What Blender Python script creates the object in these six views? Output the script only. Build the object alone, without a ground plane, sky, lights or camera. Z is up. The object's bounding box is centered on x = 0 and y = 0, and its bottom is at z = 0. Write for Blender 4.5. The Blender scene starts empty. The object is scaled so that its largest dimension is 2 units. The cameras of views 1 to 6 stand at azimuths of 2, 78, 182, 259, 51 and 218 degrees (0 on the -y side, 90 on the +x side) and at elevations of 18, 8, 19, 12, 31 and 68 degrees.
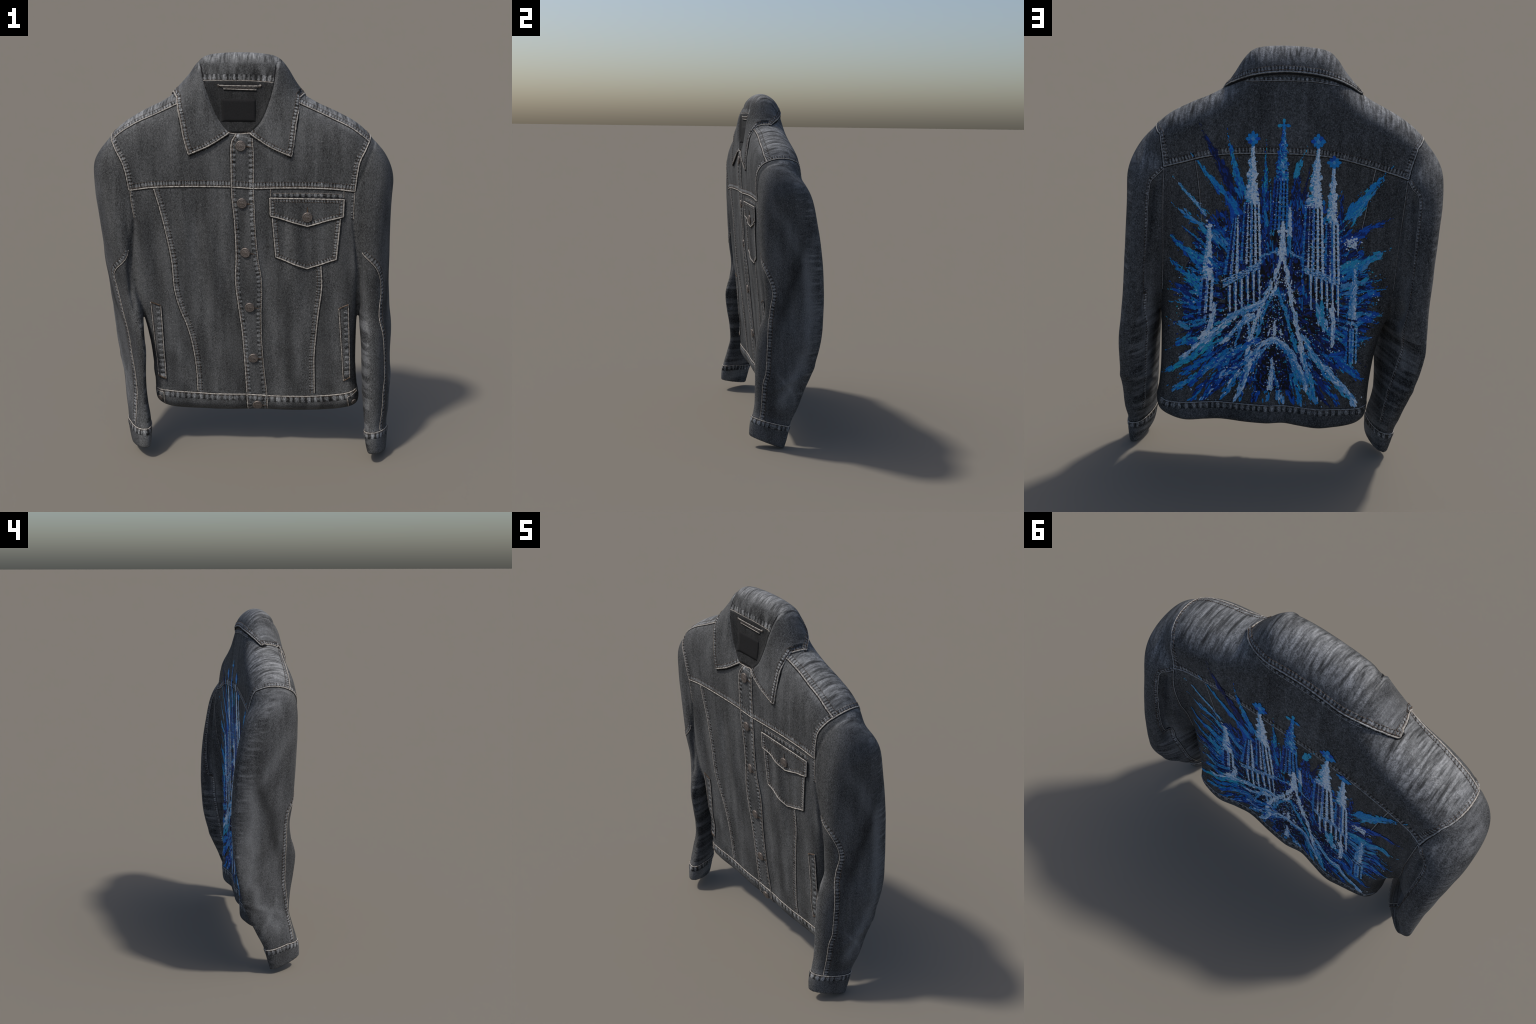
import bpy, bmesh, math, random
import numpy as np
from mathutils import Vector
from mathutils.bvhtree import BVHTree

# ---------------------------------------------------------------- helpers
def interp(t, table):
    """Smooth (monotone cubic) interpolation of rows (t, v...) at t."""
    a = np.array(table, float)
    a = a[np.argsort(a[:, 0])]
    x, out = a[:, 0], []
    t = np.clip(np.asarray(t, float), x[0], x[-1])
    i = np.clip(np.searchsorted(x, t) - 1, 0, len(x) - 2)
    h = np.diff(x)
    for c in range(1, a.shape[1]):
        y = a[:, c]
        d = np.diff(y) / h
        m = np.zeros(len(x)); m[0], m[-1] = d[0], d[-1]
        same = d[:-1] * d[1:] > 0
        m[1:-1][same] = (2 * d[:-1] * d[1:] / np.where(same, d[:-1] + d[1:], 1))[same]
        u = (t - x[i]) / h[i]
        out.append(y[i] * (1 + 2 * u) * (1 - u) ** 2 + m[i] * h[i] * u * (1 - u) ** 2
                   + y[i + 1] * u * u * (3 - 2 * u) + m[i + 1] * h[i] * u * u * (u - 1))
    return out[0] if len(out) == 1 else out

def spline(points, n=None, step=None, closed=False):
    """Catmull-Rom through points, resampled evenly."""
    p = np.array(points, float)
    if closed:
        q = np.vstack([p[-1], p, p[0], p[1]])
    else:
        q = np.vstack([2 * p[0] - p[1], p, 2 * p[-1] - p[-2]])
    u = np.linspace(0, 1, 24, endpoint=False)[:, None]
    seg = []
    for i in range(len(q) - 3):
        a, b, c, d = q[i:i + 4]
        seg.append(.5 * (2 * b + (c - a) * u + (2 * a - 5 * b + 4 * c - d) * u ** 2 + (3 * b - a - 3 * c + d) * u ** 3))
    seg = np.vstack(seg + [q[-2][None]])
    L = np.r_[0, np.cumsum(np.linalg.norm(np.diff(seg, axis=0), axis=1))]
    if n is None:
        n = max(3, int(L[-1] / step) + 1)
    s = np.linspace(0, L[-1], n, endpoint=not closed)
    return np.stack([np.interp(s, L, seg[:, k]) for k in range(p.shape[1])], 1)

def new_mesh(name, verts, faces):
    me = bpy.data.meshes.new(name)
    me.from_pydata([tuple(v) for v in verts], [], [tuple(f) for f in faces])
    me.update()
    return me

# ---------------------------------------------------------------- the body
# outline of the torso and collar seen from the front: x, z, edge rounding
OUTLINE = [(.014, 2.002, .12), (-.09, 2.0, .12), (-.170, 1.988, .12), (-.212, 1.955, .11), (-.243, 1.912, .11),
           (-.296, 1.853, .10), (-.330, 1.82, .09), (-.39, 1.783, .09), (-.49, 1.735, .09), (-.572, 1.683, .09),
           (-.635, 1.615, .10), (-.655, 1.52, .1), (-.64, 1.40, .09), (-.605, 1.2, .08), (-.575, 1.02, .07), (-.552, .86, .06),
           (-.508, .72, .06), (-.480, .58, .06), (-.466, .44, .06), (-.462, .36, .06), (-.460, .30, .05),
           (-.445, .24, .05), (-.37, .202, .05), (-.2, .188, .05), (0, .190, .05), (.2, .190, .05), (.4, .195, .05),
           (.50, .212, .05), (.562, .245, .05), (.570, .31, .05), (.560, .37, .06), (.550, .5, .06), (.550, .75, .06),
           (.565, .95, .07), (.60, 1.2, .08), (.62, 1.40, .09), (.625, 1.53, .1), (.61, 1.595, .10),
           (.535, 1.682, .09), (.44, 1.735, .09), (.335, 1.783, .09), (.264, 1.828, .09), (.228, 1.875, .11),
           (.188, 1.94, .11), (.150, 1.98, .12), (.10, 1.995, .12)]
FRONT_Y = [(.2, -.048), (.33, -.063), (.52, -.081), (.8, -.108), (1.0, -.128), (1.2, -.142), (1.4, -.155),
           (1.6, -.165), (1.72, -.152), (1.86, -.142), (2.0, -.135)]
BACK_Y = [(.2, .076), (.7, .086), (1.0, .088), (1.4, .092), (1.6, .094), (1.7, .082), (1.8, .068), (1.9, .052), (2.0, .04)]
HEM_WAVE = [(-.5, -.02), (-.43, -.012), (-.3, .006), (-.23, .016), (-.13, 0), (-.06, -.012), (.03, .002), (.12, -.003),
            (.25, -.016), (.33, -.004), (.43, .018), (.5, .01), (.57, -.01)]

def torso_mesh():
    o = spline(OUTLINE, n=520, closed=True)
    xz, rad = o[:, :2], o[:, 2]
    nr = 46
    ring = np.linspace(0, 1, nr) ** 1.7
    core = np.stack([np.zeros(len(o)), np.clip(xz[:, 1], .55, 1.42)], 1)
    V = {}
    verts, faces = [], []
    idx = np.zeros((2, nr, len(o)), int)
    for k, r in enumerate(ring):
        P = xz + (core - xz) * r
        D = np.linalg.norm(P[:, None] - xz[None], axis=2)
        j = D.argmin(1); d = D[np.arange(len(P)), j]
        w = 1 / (D + .02) ** 3
        rr = (w * rad[None]).sum(1) / w.sum(1)
        t = np.sqrt(np.clip(1 - (1 - np.clip(d / rr, 0, 1)) ** 2, 0, 1))
        x, z = P.T
        yf, yb = interp(z, FRONT_Y), interp(z, BACK_Y)
        low = np.clip((.75 - z) / .5, 0, 1)
        yf = yf - low * .024 * (np.abs(x - .03) / .5) ** 3 + low * .004 * np.sin(x * 19)
        yb = yb + interp(x, HEM_WAVE) * np.clip((.8 - z) / .5, 0, 1) ** 1.2
        ym = (yf + yb) / 2
        for s in (0, 1):
            y = ym + ((yb - ym) if s else (yf - ym)) * t
            if k == 0 and s == 1:
                idx[1, 0] = idx[0, 0]; continue
            idx[s, k] = len(verts) + np.arange(len(P))
            zz = z - .22 * (y - .005) * np.clip((.42 - z) / .15, 0, 1)   # hem hangs lower at the back
            verts.extend(np.stack([x, y, zz], 1))
    n = len(o)
    for s in (0, 1):
        for k in range(nr - 1):
            for i in range(n):
                q = [idx[s, k, i], idx[s, k, (i + 1) % n], idx[s, k + 1, (i + 1) % n], idx[s, k + 1, i]]
                faces.append(q if s == 0 else q[::-1])
    return verts, faces

# sleeves: z, inner x, outer x, front y, back y, slant dx/dy, tilt dz/dy
SLEEVE_A = [(1.635, .40, 0.560, -.11, .01, 0, 0), (1.60, .38, 0.615, -.137, .03, 0, 0), (1.55, .40, 0.655, -.152, .06, .02, 0),
            (1.49, .43, 0.685, -.16, .11, .04, 0), (1.42, .46, 0.702, -.159, .144, .05, 0),
            (1.35, .475, 0.698, -.157, .162, .06, 0), (1.25, .49, 0.697, -.152, .178, .08, 0), (1.13, .505, 0.698, -.144, .195, .1, 0),
            (1.0, .525, 0.702, -.134, .206, .12, 0), (.88, .54, 0.703, -.120, .209, .15, 0), (.77, .562, 0.710, -.120, .204, .18, 0),
            (.66, .574, 0.720, -.156, .195, .2, 0), (.56, .582, 0.722, -.172, .178, .2, 0), (.45, .587, 0.723, -.177, .146, .2, 0),
            (.34, .592, 0.724, -.177, .10, .22, -.02), (.24, .602, 0.719, -.178, .058, .28, -.1), (.165, .610, 0.706, -.186, .02, .34, -.18),
            (.135, .612, 0.708, -.196, .010, .34, -.2), (.07, .622, 0.705, -.205, -.008, .36, -.3), (.026, .632, 0.702, -.208, -.022, .36, -.34)]
SLEEVE_B = [(1.635, .42, 0.590, -.11, .01, 0, 0), (1.60, .40, 0.648, -.137, .03, 0, 0), (1.55, .42, 0.688, -.152, .06, .02, 0),
            (1.49, .45, 0.718, -.16, .11, .06, 0), (1.42, .48, 0.722, -.159, .144, .09, 0),
            (1.35, .495, 0.722, -.157, .162, .10, 0), (1.25, .505, 0.714, -.152, .180, .12, 0), (1.13, .515, 0.705, -.146, .196, .15, 0),
            (1.0, .525, 0.696, -.138, .206, .18, 0), (.88, .526, 0.685, -.125, .208, .25, 0), (.77, .532, 0.666, -.143, .204, .38, 0),
            (.66, .545, 0.638, -.174, .193, .50, 0), (.56, .542, 0.626, -.164, .174, .52, 0), (.45, .535, 0.618, -.144, .148, .48, 0),
            (.35, .524, 0.612, -.136, .110, .44, -.02), (.26, .507, 0.605, -.154, .065, .40, -.1), (.185, .490, 0.594, -.176, .026, .38, -.16),
            (.155, .488, 0.592, -.184, .014, .38, -.18), (.09, .488, 0.582, -.196, -.006, .38, -.24), (.042, .493, 0.572, -.198, -.02, .38, -.26)]

def sleeve_mesh(table, side):
    t = np.linspace(0, 1, 150)
    zc = np.interp(t, np.linspace(0, 1, len(table)), [r[0] for r in table])
    xi, xo, yf, yb, sl, ti = interp(zc, [r for r in table])
    m = 72
    a = np.linspace(0, 2 * math.pi, m, endpoint=False)
    verts, faces = [], []
    for k in range(len(t)):
        e = 2 / (2.2 + .3 * min(1, max(0, (zc[k] - 1.3) / .25)))
        cx = np.sign(np.cos(a)) * np.abs(np.cos(a)) ** e
        cy = np.sign(np.sin(a)) * np.abs(np.sin(a)) ** e
        ym, hy = (yf[k] + yb[k]) / 2, (yb[k] - yf[k]) / 2
        x = (xi[k] + xo[k]) / 2 + cx * (xo[k] - xi[k]) / 2 + sl[k] * cy * hy
        y = ym + cy * hy
        z = zc[k] + ti[k] * cy * hy
        verts.extend(np.stack([x * side, y, z], 1))
        if k:
            for i in range(m):
                j = (i + 1) % m
                q = [(k - 1) * m + i, (k - 1) * m + j, k * m + j, k * m + i]
                faces.append(q if side < 0 else q[::-1])
    for k, fl in ((0, True), (len(t) - 1, False)):
        loop = [k * m + i for i in range(m)]
        faces.append(loop[::-1] if fl == (side > 0) else loop)
    return verts, faces

def build_body():
    V, F = [], []
    for v, f in (torso_mesh(), sleeve_mesh(SLEEVE_A, 1), sleeve_mesh(SLEEVE_B, -1)):
        b = len(V)
        V += list(v); F += [[i + b for i in q] for q in f]
    me = new_mesh("body_shape", V, F)
    ob = bpy.data.objects.new("body_shape", me)
    bpy.context.scene.collection.objects.link(ob)
    r = ob.modifiers.new("r", "REMESH"); r.mode = "VOXEL"; r.voxel_size = .005
    s = ob.modifiers.new("s", "SMOOTH"); s.factor = .5; s.iterations = 8
    dg = bpy.context.evaluated_depsgraph_get()
    out = bpy.data.meshes.new_from_object(ob.evaluated_get(dg))
    bpy.data.objects.remove(ob); bpy.data.meshes.remove(me)
    n = len(out.vertices)
    co = np.empty(n * 3); out.vertices.foreach_get("co", co); co = co.reshape(-1, 3)
    # let the sleeve heads flow into the shoulders
    e = np.empty(len(out.edges) * 2, int); out.edges.foreach_get("vertices", e); e = e.reshape(-1, 2)
    deg = np.bincount(e.ravel(), minlength=n)[:, None]
    w = (np.clip((co[:, 2] - 1.22) / .2, 0, 1) * np.clip((np.abs(co[:, 0] + .005) - .42) / .1, 0, 1))[:, None]
    for _ in range(130):
        acc = np.zeros_like(co)
        for k in range(3):
            acc[:, k] = np.bincount(e[:, 0], co[e[:, 1], k], n) + np.bincount(e[:, 1], co[e[:, 0], k], n)
        co = co + w * .6 * (acc / deg - co)
    co[:, 2] -= co[:, 2].min()
    co[:, 2] *= 2.0 / co[:, 2].max()
    return out, co
# ---------------------------------------------------------------- lines of the cut, front (x, z)
YOKE = [(-.529, 1.382), (-.418, 1.397), (-.251, 1.403), (-.055, 1.402), (.045, 1.396), (.155, 1.399), (.289, 1.400), (.424, 1.395), (.511, 1.385)]
SHOULDER_N = [(-.612, 1.604), (-.563, 1.647), (-.486, 1.693), (-.394, 1.734), (-.299, 1.779)]
SHOULDER_P = [(.248, 1.784), (.313, 1.754), (.402, 1.713), (.491, 1.669), (.571, 1.609)]
ARM_N = [(-.623, 1.617), (-.593, 1.582), (-.562, 1.525), (-.543, 1.464), (-.532, 1.382)]
ARM_P = [(.591, 1.619), (.559, 1.590), (.530, 1.533), (.518, 1.473), (.509, 1.385)]
ARM_N_LOW = [(-.528, 1.379), (-.525, 1.323), (-.515, 1.245)]
ARM_P_LOW = [(.509, 1.380), (.508, 1.302), (.509, 1.25)]
PRINCESS_N = [(-.416, 1.391), (-.392, 1.293), (-.366, 1.164), (-.345, 1.032), (-.338, .896), (-.318, .791), (-.282, .685), (-.258, .576), (-.244, .447), (-.241, .317)]
PRINCESS_P = [(.363, 1.016), (.369, .905), (.356, .765), (.348, .659), (.341, .532), (.343, .440), (.347, .318)]
PLACKET_N = [(-.035, 1.645), (-.055, 1.605), (-.057, 1.515), (-.055, 1.359), (-.045, 1.232), (-.039, 1.069), (-.043, .934), (-.031, .813), (-.014, .671), (-.005, .544), (.002, .414), (.007, .308), (.011, .215)]
PLACKET_P = [(.041, 1.630), (.046, 1.515), (.045, 1.407), (.048, 1.297), (.054, 1.169), (.064, 1.054), (.079, .953), (.082, .867), (.079, .761), (.082, .617), (.092, .470), (.108, .309), (.112, .215)]
BUTTONS = [(-.013, 1.596), (-.009, 1.326), (.006, 1.081), (.024, .796), (.040, .516), (.060, .246)]
POCKET = [(.128, 1.290), (.149, 1.060), (.297, 1.001), (.434, 1.053), (.449, 1.290)]
FLAP = [(.120, 1.352), (.461, 1.348), (.459, 1.266), (.294, 1.216), (.122, 1.266)]
WELT_N = [(-.457, .817), (-.409, .797), (-.398, .398), (-.434, .418)]
WELT_P = [(.455, .793), (.499, .815), (.520, .418), (.490, .398)]
WAIST = [(-.448, .335), (-.408, .331), (-.319, .317), (-.187, .306), (.004, .304), (.112, .297), (.244, .299), (.376, .304), (.473, .320), (.525, .337), (.552, .346)]
COLLAR_N = [(-.302, 1.838), (-.301, 1.803), (-.291, 1.734), (-.275, 1.648), (-.250, 1.556)]
COLLAR_N_FOOT = [(-.250, 1.556), (-.157, 1.597), (-.068, 1.652)]
FOLD_N = [(-.068, 1.652), (-.119, 1.721), (-.162, 1.822), (-.188, 1.905), (-.200, 1.962)]
COLLAR_P = [(.246, 1.837), (.249, 1.805), (.243, 1.737), (.231, 1.651), (.217, 1.550)]
COLLAR_P_FOOT = [(.217, 1.550), (.124, 1.591), (.028, 1.652)]
FOLD_P = [(.028, 1.652), (.079, 1.707), (.115, 1.794), (.136, 1.879), (.147, 1.965)]
STAND = [(-.181, 1.883), (-.067, 1.882), (.020, 1.882), (.133, 1.875)]
LOOP = [(-.115, 1.870), (.074, 1.868), (.057, 1.844), (-.091, 1.848)]
LABEL = [(-.100, 1.802), (.054, 1.800), (.054, 1.701), (-.100, 1.701)]
# back (x, z)
B_COLLAR = [(.276, 1.816), (.205, 1.858), (.120, 1.888), (.008, 1.902), (-.104, 1.899), (-.204, 1.880), (-.277, 1.849), (-.325, 1.817)]
B_STAND = [(.175, 1.852), (.062, 1.860), (-.050, 1.864), (-.134, 1.863), (-.226, 1.850)]
B_YOKE = [(.521, 1.471), (.449, 1.490), (.334, 1.524), (.205, 1.542), (.048, 1.550), (-.081, 1.553), (-.224, 1.546), (-.368, 1.517), (-.470, 1.490), (-.552, 1.469)]
B_ARM_P = [(.563, 1.651), (.541, 1.594), (.521, 1.470)]
B_ARM_N = [(-.614, 1.643), (-.584, 1.593), (-.564, 1.524), (-.552, 1.468)]
B_PRINCESS_P = [(.384, 1.503), (.373, 1.430), (.363, 1.341), (.354, 1.219), (.348, 1.094)]
B_PRINCESS_N = [(-.409, 1.504), (-.392, 1.396), (-.378, 1.290), (-.364, 1.182), (-.353, 1.087)]
B_SIDE_P = [(.520, 1.464), (.522, 1.342), (.527, 1.110), (.535, .875)]
B_SIDE_N = [(-.549, 1.462), (-.545, 1.370), (-.538, 1.177), (-.535, .936)]
B_WAIST = [(.540, .311), (.497, .303), (.378, .303), (.222, .301), (.062, .303), (-.096, .302), (-.254, .306), (-.381, .308), (-.452, .316)]
# sleeves (x, y, z)
SLEEVE_P_BACK = [(.521, .110, 1.462), (.557, .135, 1.423), (.569, .150, 1.375), (.569, .173, 1.202), (.574, .167, .967), (.594, .113, .701), (.614, .063, .420), (.633, .005, .218)]
SLEEVE_N_BACK = [(-.553, .112, 1.462), (-.580, .135, 1.418), (-.599, .149, 1.379), (-.597, .169, 1.266), (-.591, .180, 1.117), (-.588, .165, .881), (-.582, .104, .660), (-.558, .052, .437), (-.536, .008, .218)]
SLEEVE_P_FRONT = [(.552, -.135, 1.085), (.592, -.132, 1.045), (.628, -.127, 1.0), (.648, -.112, .957), (.656, -.097, .915), (.659, -.090, .868), (.650, -.098, .800), (.655, -.108, .722), (.668, -.113, .677), (.679, -.118, .589), (.684, -.123, .490), (.686, -.127, .431), (.681, -.141, .370), (.679, -.147, .268), (.674, -.156, .166)]
SLEEVE_N_FRONT = [(-.546, -.135, 1.085), (-.575, -.132, 1.032), (-.612, -.122, .99), (-.634, -.110, .950), (-.628, -.106, .901), (-.614, -.102, .837), (-.597, -.104, .747), (-.586, -.103, .690), (-.574, -.105, .611), (-.568, -.105, .540), (-.552, -.118, .445), (-.543, -.130, .350), (-.543, -.144, .259), (-.548, -.157, .179)]
# ---------------------------------------------------------------- materials
class Nodes:
    def __init__(self, name):
        self.m = bpy.data.materials.new(name); self.m.use_nodes = True
        self.t = self.m.node_tree
        self.p = self.t.nodes["Principled BSDF"]
        tc = self.t.nodes.new("ShaderNodeTexCoord"); self.P = tc.outputs["Object"]
        g = self.t.nodes.new("ShaderNodeNewGeometry"); self.Nrm = g.outputs["Normal"]
    def put(self, sock, v):
        if hasattr(v, "links") or isinstance(v, bpy.types.NodeSocket):
            self.t.links.new(v, sock)
        else:
            sock.default_value = v
    def noise(self, scale, detail=2.0, rough=.5, distort=0.0, coord=None):
        mp = self.t.nodes.new("ShaderNodeMapping"); mp.inputs["Scale"].default_value = scale
        self.t.links.new(coord or self.P, mp.inputs["Vector"])
        n = self.t.nodes.new("ShaderNodeTexNoise"); n.inputs["Scale"].default_value = 1
        n.inputs["Detail"].default_value = detail; n.inputs["Roughness"].default_value = rough
        n.inputs["Distortion"].default_value = distort
        self.t.links.new(mp.outputs[0], n.inputs["Vector"])
        return n.outputs["Fac"]
    def math(self, op, a, b=0.0, clamp=False):
        n = self.t.nodes.new("ShaderNodeMath"); n.operation = op; n.use_clamp = clamp
        self.put(n.inputs[0], a); self.put(n.inputs[1], b)
        return n.outputs[0]
    def ramp(self, v, lo, hi, a=0.0, b=1.0, smooth=True):
        n = self.t.nodes.new("ShaderNodeMapRange"); n.interpolation_type = "SMOOTHSTEP" if smooth else "LINEAR"
        self.put(n.inputs[0], v)
        for i, x in zip((1, 2, 3, 4), (lo, hi, a, b)):
            n.inputs[i].default_value = x
        return n.outputs[0]
    def mix(self, f, a, b):
        n = self.t.nodes.new("ShaderNodeMix"); n.data_type = "FLOAT"
        self.put(n.inputs[0], f); self.put(n.inputs[2], a); self.put(n.inputs[3], b)
        return n.outputs[0]
    def mixc(self, f, a, b):
        n = self.t.nodes.new("ShaderNodeMix"); n.data_type = "RGBA"
        self.put(n.inputs[0], f)
        for s, v in ((n.inputs[6], a), (n.inputs[7], b)):
            self.put(s, (*v, 1) if isinstance(v, tuple) else v)
        return n.outputs[2]
    def tint(self, value, colour):
        n = self.t.nodes.new("ShaderNodeMix"); n.data_type = "RGBA"; n.blend_type = "MULTIPLY"
        n.inputs[0].default_value = 1
        c = self.t.nodes.new("ShaderNodeCombineColor")
        for i in range(3):
            self.t.links.new(value, c.inputs[i])
        self.t.links.new(c.outputs[0], n.inputs[6]); self.put(n.inputs[7], (*colour, 1) if isinstance(colour, tuple) else colour)
        return n.outputs[2]
    def sep(self, v):
        n = self.t.nodes.new("ShaderNodeSeparateXYZ"); self.t.links.new(v, n.inputs[0]); return n.outputs
    def bell(self, d, sigma):
        return self.math('EXPONENT', self.math('MULTIPLY', self.math('MULTIPLY', d, d), -1 / sigma ** 2))
    def bump(self, h, strength, dist):
        b = self.t.nodes.new("ShaderNodeBump"); b.inputs["Strength"].default_value = strength
        b.inputs["Distance"].default_value = dist
        self.t.links.new(h, b.inputs["Height"]); self.t.links.new(b.outputs[0], self.p.inputs["Normal"])

def denim(name, level=.081, pucker=0.0, worn=1.0, warm=0.0):
    """Washed black denim: twill grain, soft vertical fading, pale worn tops with baked-in light.
    pucker > 0 adds the light and dark roping of a stitched double layer."""
    k = Nodes(name)
    n = k.sep(k.Nrm); pos = k.sep(k.P)
    grain = k.noise((270, 270, 130), 3, .7)
    grain2 = k.noise((560, 560, 420), 1)
    streak = k.noise((26, 20, 2.6), 3, .55)
    blotch = k.noise((5, 5, 3.5), 3, .5)
    fleck = k.ramp(k.noise((230, 230, 150), 1), .60, .74)
    v = k.math("ADD", level * .26, k.ramp(grain, .33, .68, -level * .05, level * .95, False))
    v = k.math("ADD", v, k.ramp(grain2, .3, .7, -level * .22, level * .22, False))
    v = k.math("ADD", v, k.ramp(streak, .3, .72, -level * .06, level * .30))
    v = k.math("ADD", v, k.ramp(blotch, .3, .7, -level * .08, level * .18))
    v = k.math("ADD", v, k.math("MULTIPLY", fleck, level * .7))
    # back and outer sleeves: a little darker, brushed
    back = k.ramp(n[1], .15, .6)
    brushed = k.noise((95, 95, 95), 2, .6, 1.6)
    v = k.math("MULTIPLY", v, k.mix(back, 1.0, k.ramp(brushed, .32, .70, .60, 1.42)))
    # sleeve backs: cross-wise stretched-texture smears copied into the colour
    side = k.math("MULTIPLY", k.ramp(k.math("ABSOLUTE", n[0]), .45, .8), k.ramp(n[1], -.05, .3))
    side = k.math("MULTIPLY", side, k.ramp(k.math("ABSOLUTE", pos[0]), .56, .62))
    smear = k.noise((7, 7, 55), 3, .6)
    v = k.math("ADD", v, k.math("MULTIPLY", side, k.ramp(smear, .42, .75, -level * .12, level * .9)))
    # sleeve folds: baked light streaks and dark hollows put into the colour
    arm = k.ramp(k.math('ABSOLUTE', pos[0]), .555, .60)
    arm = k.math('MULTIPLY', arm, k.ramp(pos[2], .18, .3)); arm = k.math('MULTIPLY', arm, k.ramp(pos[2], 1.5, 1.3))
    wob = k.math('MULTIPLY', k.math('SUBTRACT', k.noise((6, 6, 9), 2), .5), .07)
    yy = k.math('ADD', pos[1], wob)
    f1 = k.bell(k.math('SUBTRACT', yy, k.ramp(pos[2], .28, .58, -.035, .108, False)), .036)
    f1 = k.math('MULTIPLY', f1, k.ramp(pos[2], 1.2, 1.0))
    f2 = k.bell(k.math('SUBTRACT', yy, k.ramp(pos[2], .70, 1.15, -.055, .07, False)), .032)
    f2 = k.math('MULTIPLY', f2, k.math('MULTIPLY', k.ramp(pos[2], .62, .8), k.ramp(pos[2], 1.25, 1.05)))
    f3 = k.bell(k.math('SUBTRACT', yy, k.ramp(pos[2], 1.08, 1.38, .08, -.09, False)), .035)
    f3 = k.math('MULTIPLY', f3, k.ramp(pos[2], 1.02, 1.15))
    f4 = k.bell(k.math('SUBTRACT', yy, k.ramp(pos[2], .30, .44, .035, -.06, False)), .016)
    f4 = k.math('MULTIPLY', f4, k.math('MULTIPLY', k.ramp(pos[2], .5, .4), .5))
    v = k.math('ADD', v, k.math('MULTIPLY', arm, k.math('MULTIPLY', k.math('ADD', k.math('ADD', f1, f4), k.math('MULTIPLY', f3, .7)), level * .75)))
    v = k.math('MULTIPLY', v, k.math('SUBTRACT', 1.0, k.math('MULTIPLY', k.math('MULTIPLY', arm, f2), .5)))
    # inner forearm: bands copying a texture-stretching artefact
    inner = k.math('MULTIPLY', k.ramp(k.math('MULTIPLY', k.math('MULTIPLY', n[0], pos[0]), -1.0), .08, .30), k.ramp(pos[2], .85, .7))
    v = k.math('ADD', v, k.math('MULTIPLY', inner, k.ramp(k.noise((3, 3, 34), 1), .40, .66, -level * .35, level * .5)))
    # the inside of the collar stand is darker, with vertical streaks
    stand = k.math('MULTIPLY', k.ramp(pos[0], -.196, -.178), k.ramp(pos[0], .146, .128))
    stand = k.math('MULTIPLY', stand, k.math('MULTIPLY', k.ramp(pos[2], 1.872, 1.884), k.ramp(pos[2], 1.985, 1.925)))
    stand = k.math('MULTIPLY', stand, k.ramp(pos[1], -.07, -.105))
    v = k.math('MULTIPLY', v, k.mix(stand, 1.0, k.ramp(k.noise((60, 60, 9), 3), .35, .65, .38, .95)))
    # drape of the fronts: soft slanting fold shading painted into the colour
    dr = k.math('SINE', k.math('ADD', k.math('MULTIPLY', k.math('ADD', pos[0], k.math('MULTIPLY', k.noise((3, 3, 2), 2), .22)), 42.0), k.math('MULTIPLY', pos[2], 6.0)))
    dr = k.math('MULTIPLY', dr, k.math('MULTIPLY', k.ramp(pos[1], -.02, -.06), k.ramp(pos[2], 1.5, .6, .35, 1.0)))
    v = k.math('MULTIPLY', v, k.math('ADD', 1.0, k.math('MULTIPLY', dr, .22)))
    # shoulder and collar tops: worn, with baked light and texture smears as colour
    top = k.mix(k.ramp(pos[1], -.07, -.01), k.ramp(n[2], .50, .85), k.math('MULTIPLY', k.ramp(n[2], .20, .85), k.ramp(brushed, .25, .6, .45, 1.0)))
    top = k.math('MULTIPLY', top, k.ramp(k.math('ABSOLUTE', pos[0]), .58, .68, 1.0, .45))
    top_smear = k.noise((64, 6, 12), 3, .6)
    fine_smear = k.noise((110, 14, 22), 2, .6)
    pale = k.math('ADD', k.ramp(top_smear, .34, .68, .045, .23), k.ramp(fine_smear, .36, .66, -.03, .11))
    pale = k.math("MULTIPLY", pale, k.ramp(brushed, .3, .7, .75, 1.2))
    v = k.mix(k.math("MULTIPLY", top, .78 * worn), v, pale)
    if pucker:
        r1 = k.noise((85, 85, 85), 1.5, .5)
        r2 = k.ramp(r1, .36, .66)
        rope = k.mix(r2, level * .22, level * (2.0 + pucker))
        rope = k.math("MULTIPLY", rope, k.ramp(grain, .25, .75, .65, 1.35, False))
        rope = k.math("MULTIPLY", rope, k.mix(back, 1.0, .72))
        v = k.mix(k.mix(top, .82, .45), v, rope)
    cool = k.mixc(k.math("MAXIMUM", back, k.ramp(k.math("ABSOLUTE", n[0]), .5, .8)), (.985, 1.005, 1.02), (.97, 1.0, 1.05))
    if warm:
        cool = k.mixc(warm, cool, (1.08, 1.0, .9))
    k.t.links.new(k.tint(v, cool), k.p.inputs["Base Color"])
    k.p.inputs["Roughness"].default_value = .88
    k.p.inputs["Specular IOR Level"].default_value = .18
    k.bump(k.math("ADD", grain, k.math("MULTIPLY", brushed, .6)), .25, .002)
    return k.m

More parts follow.
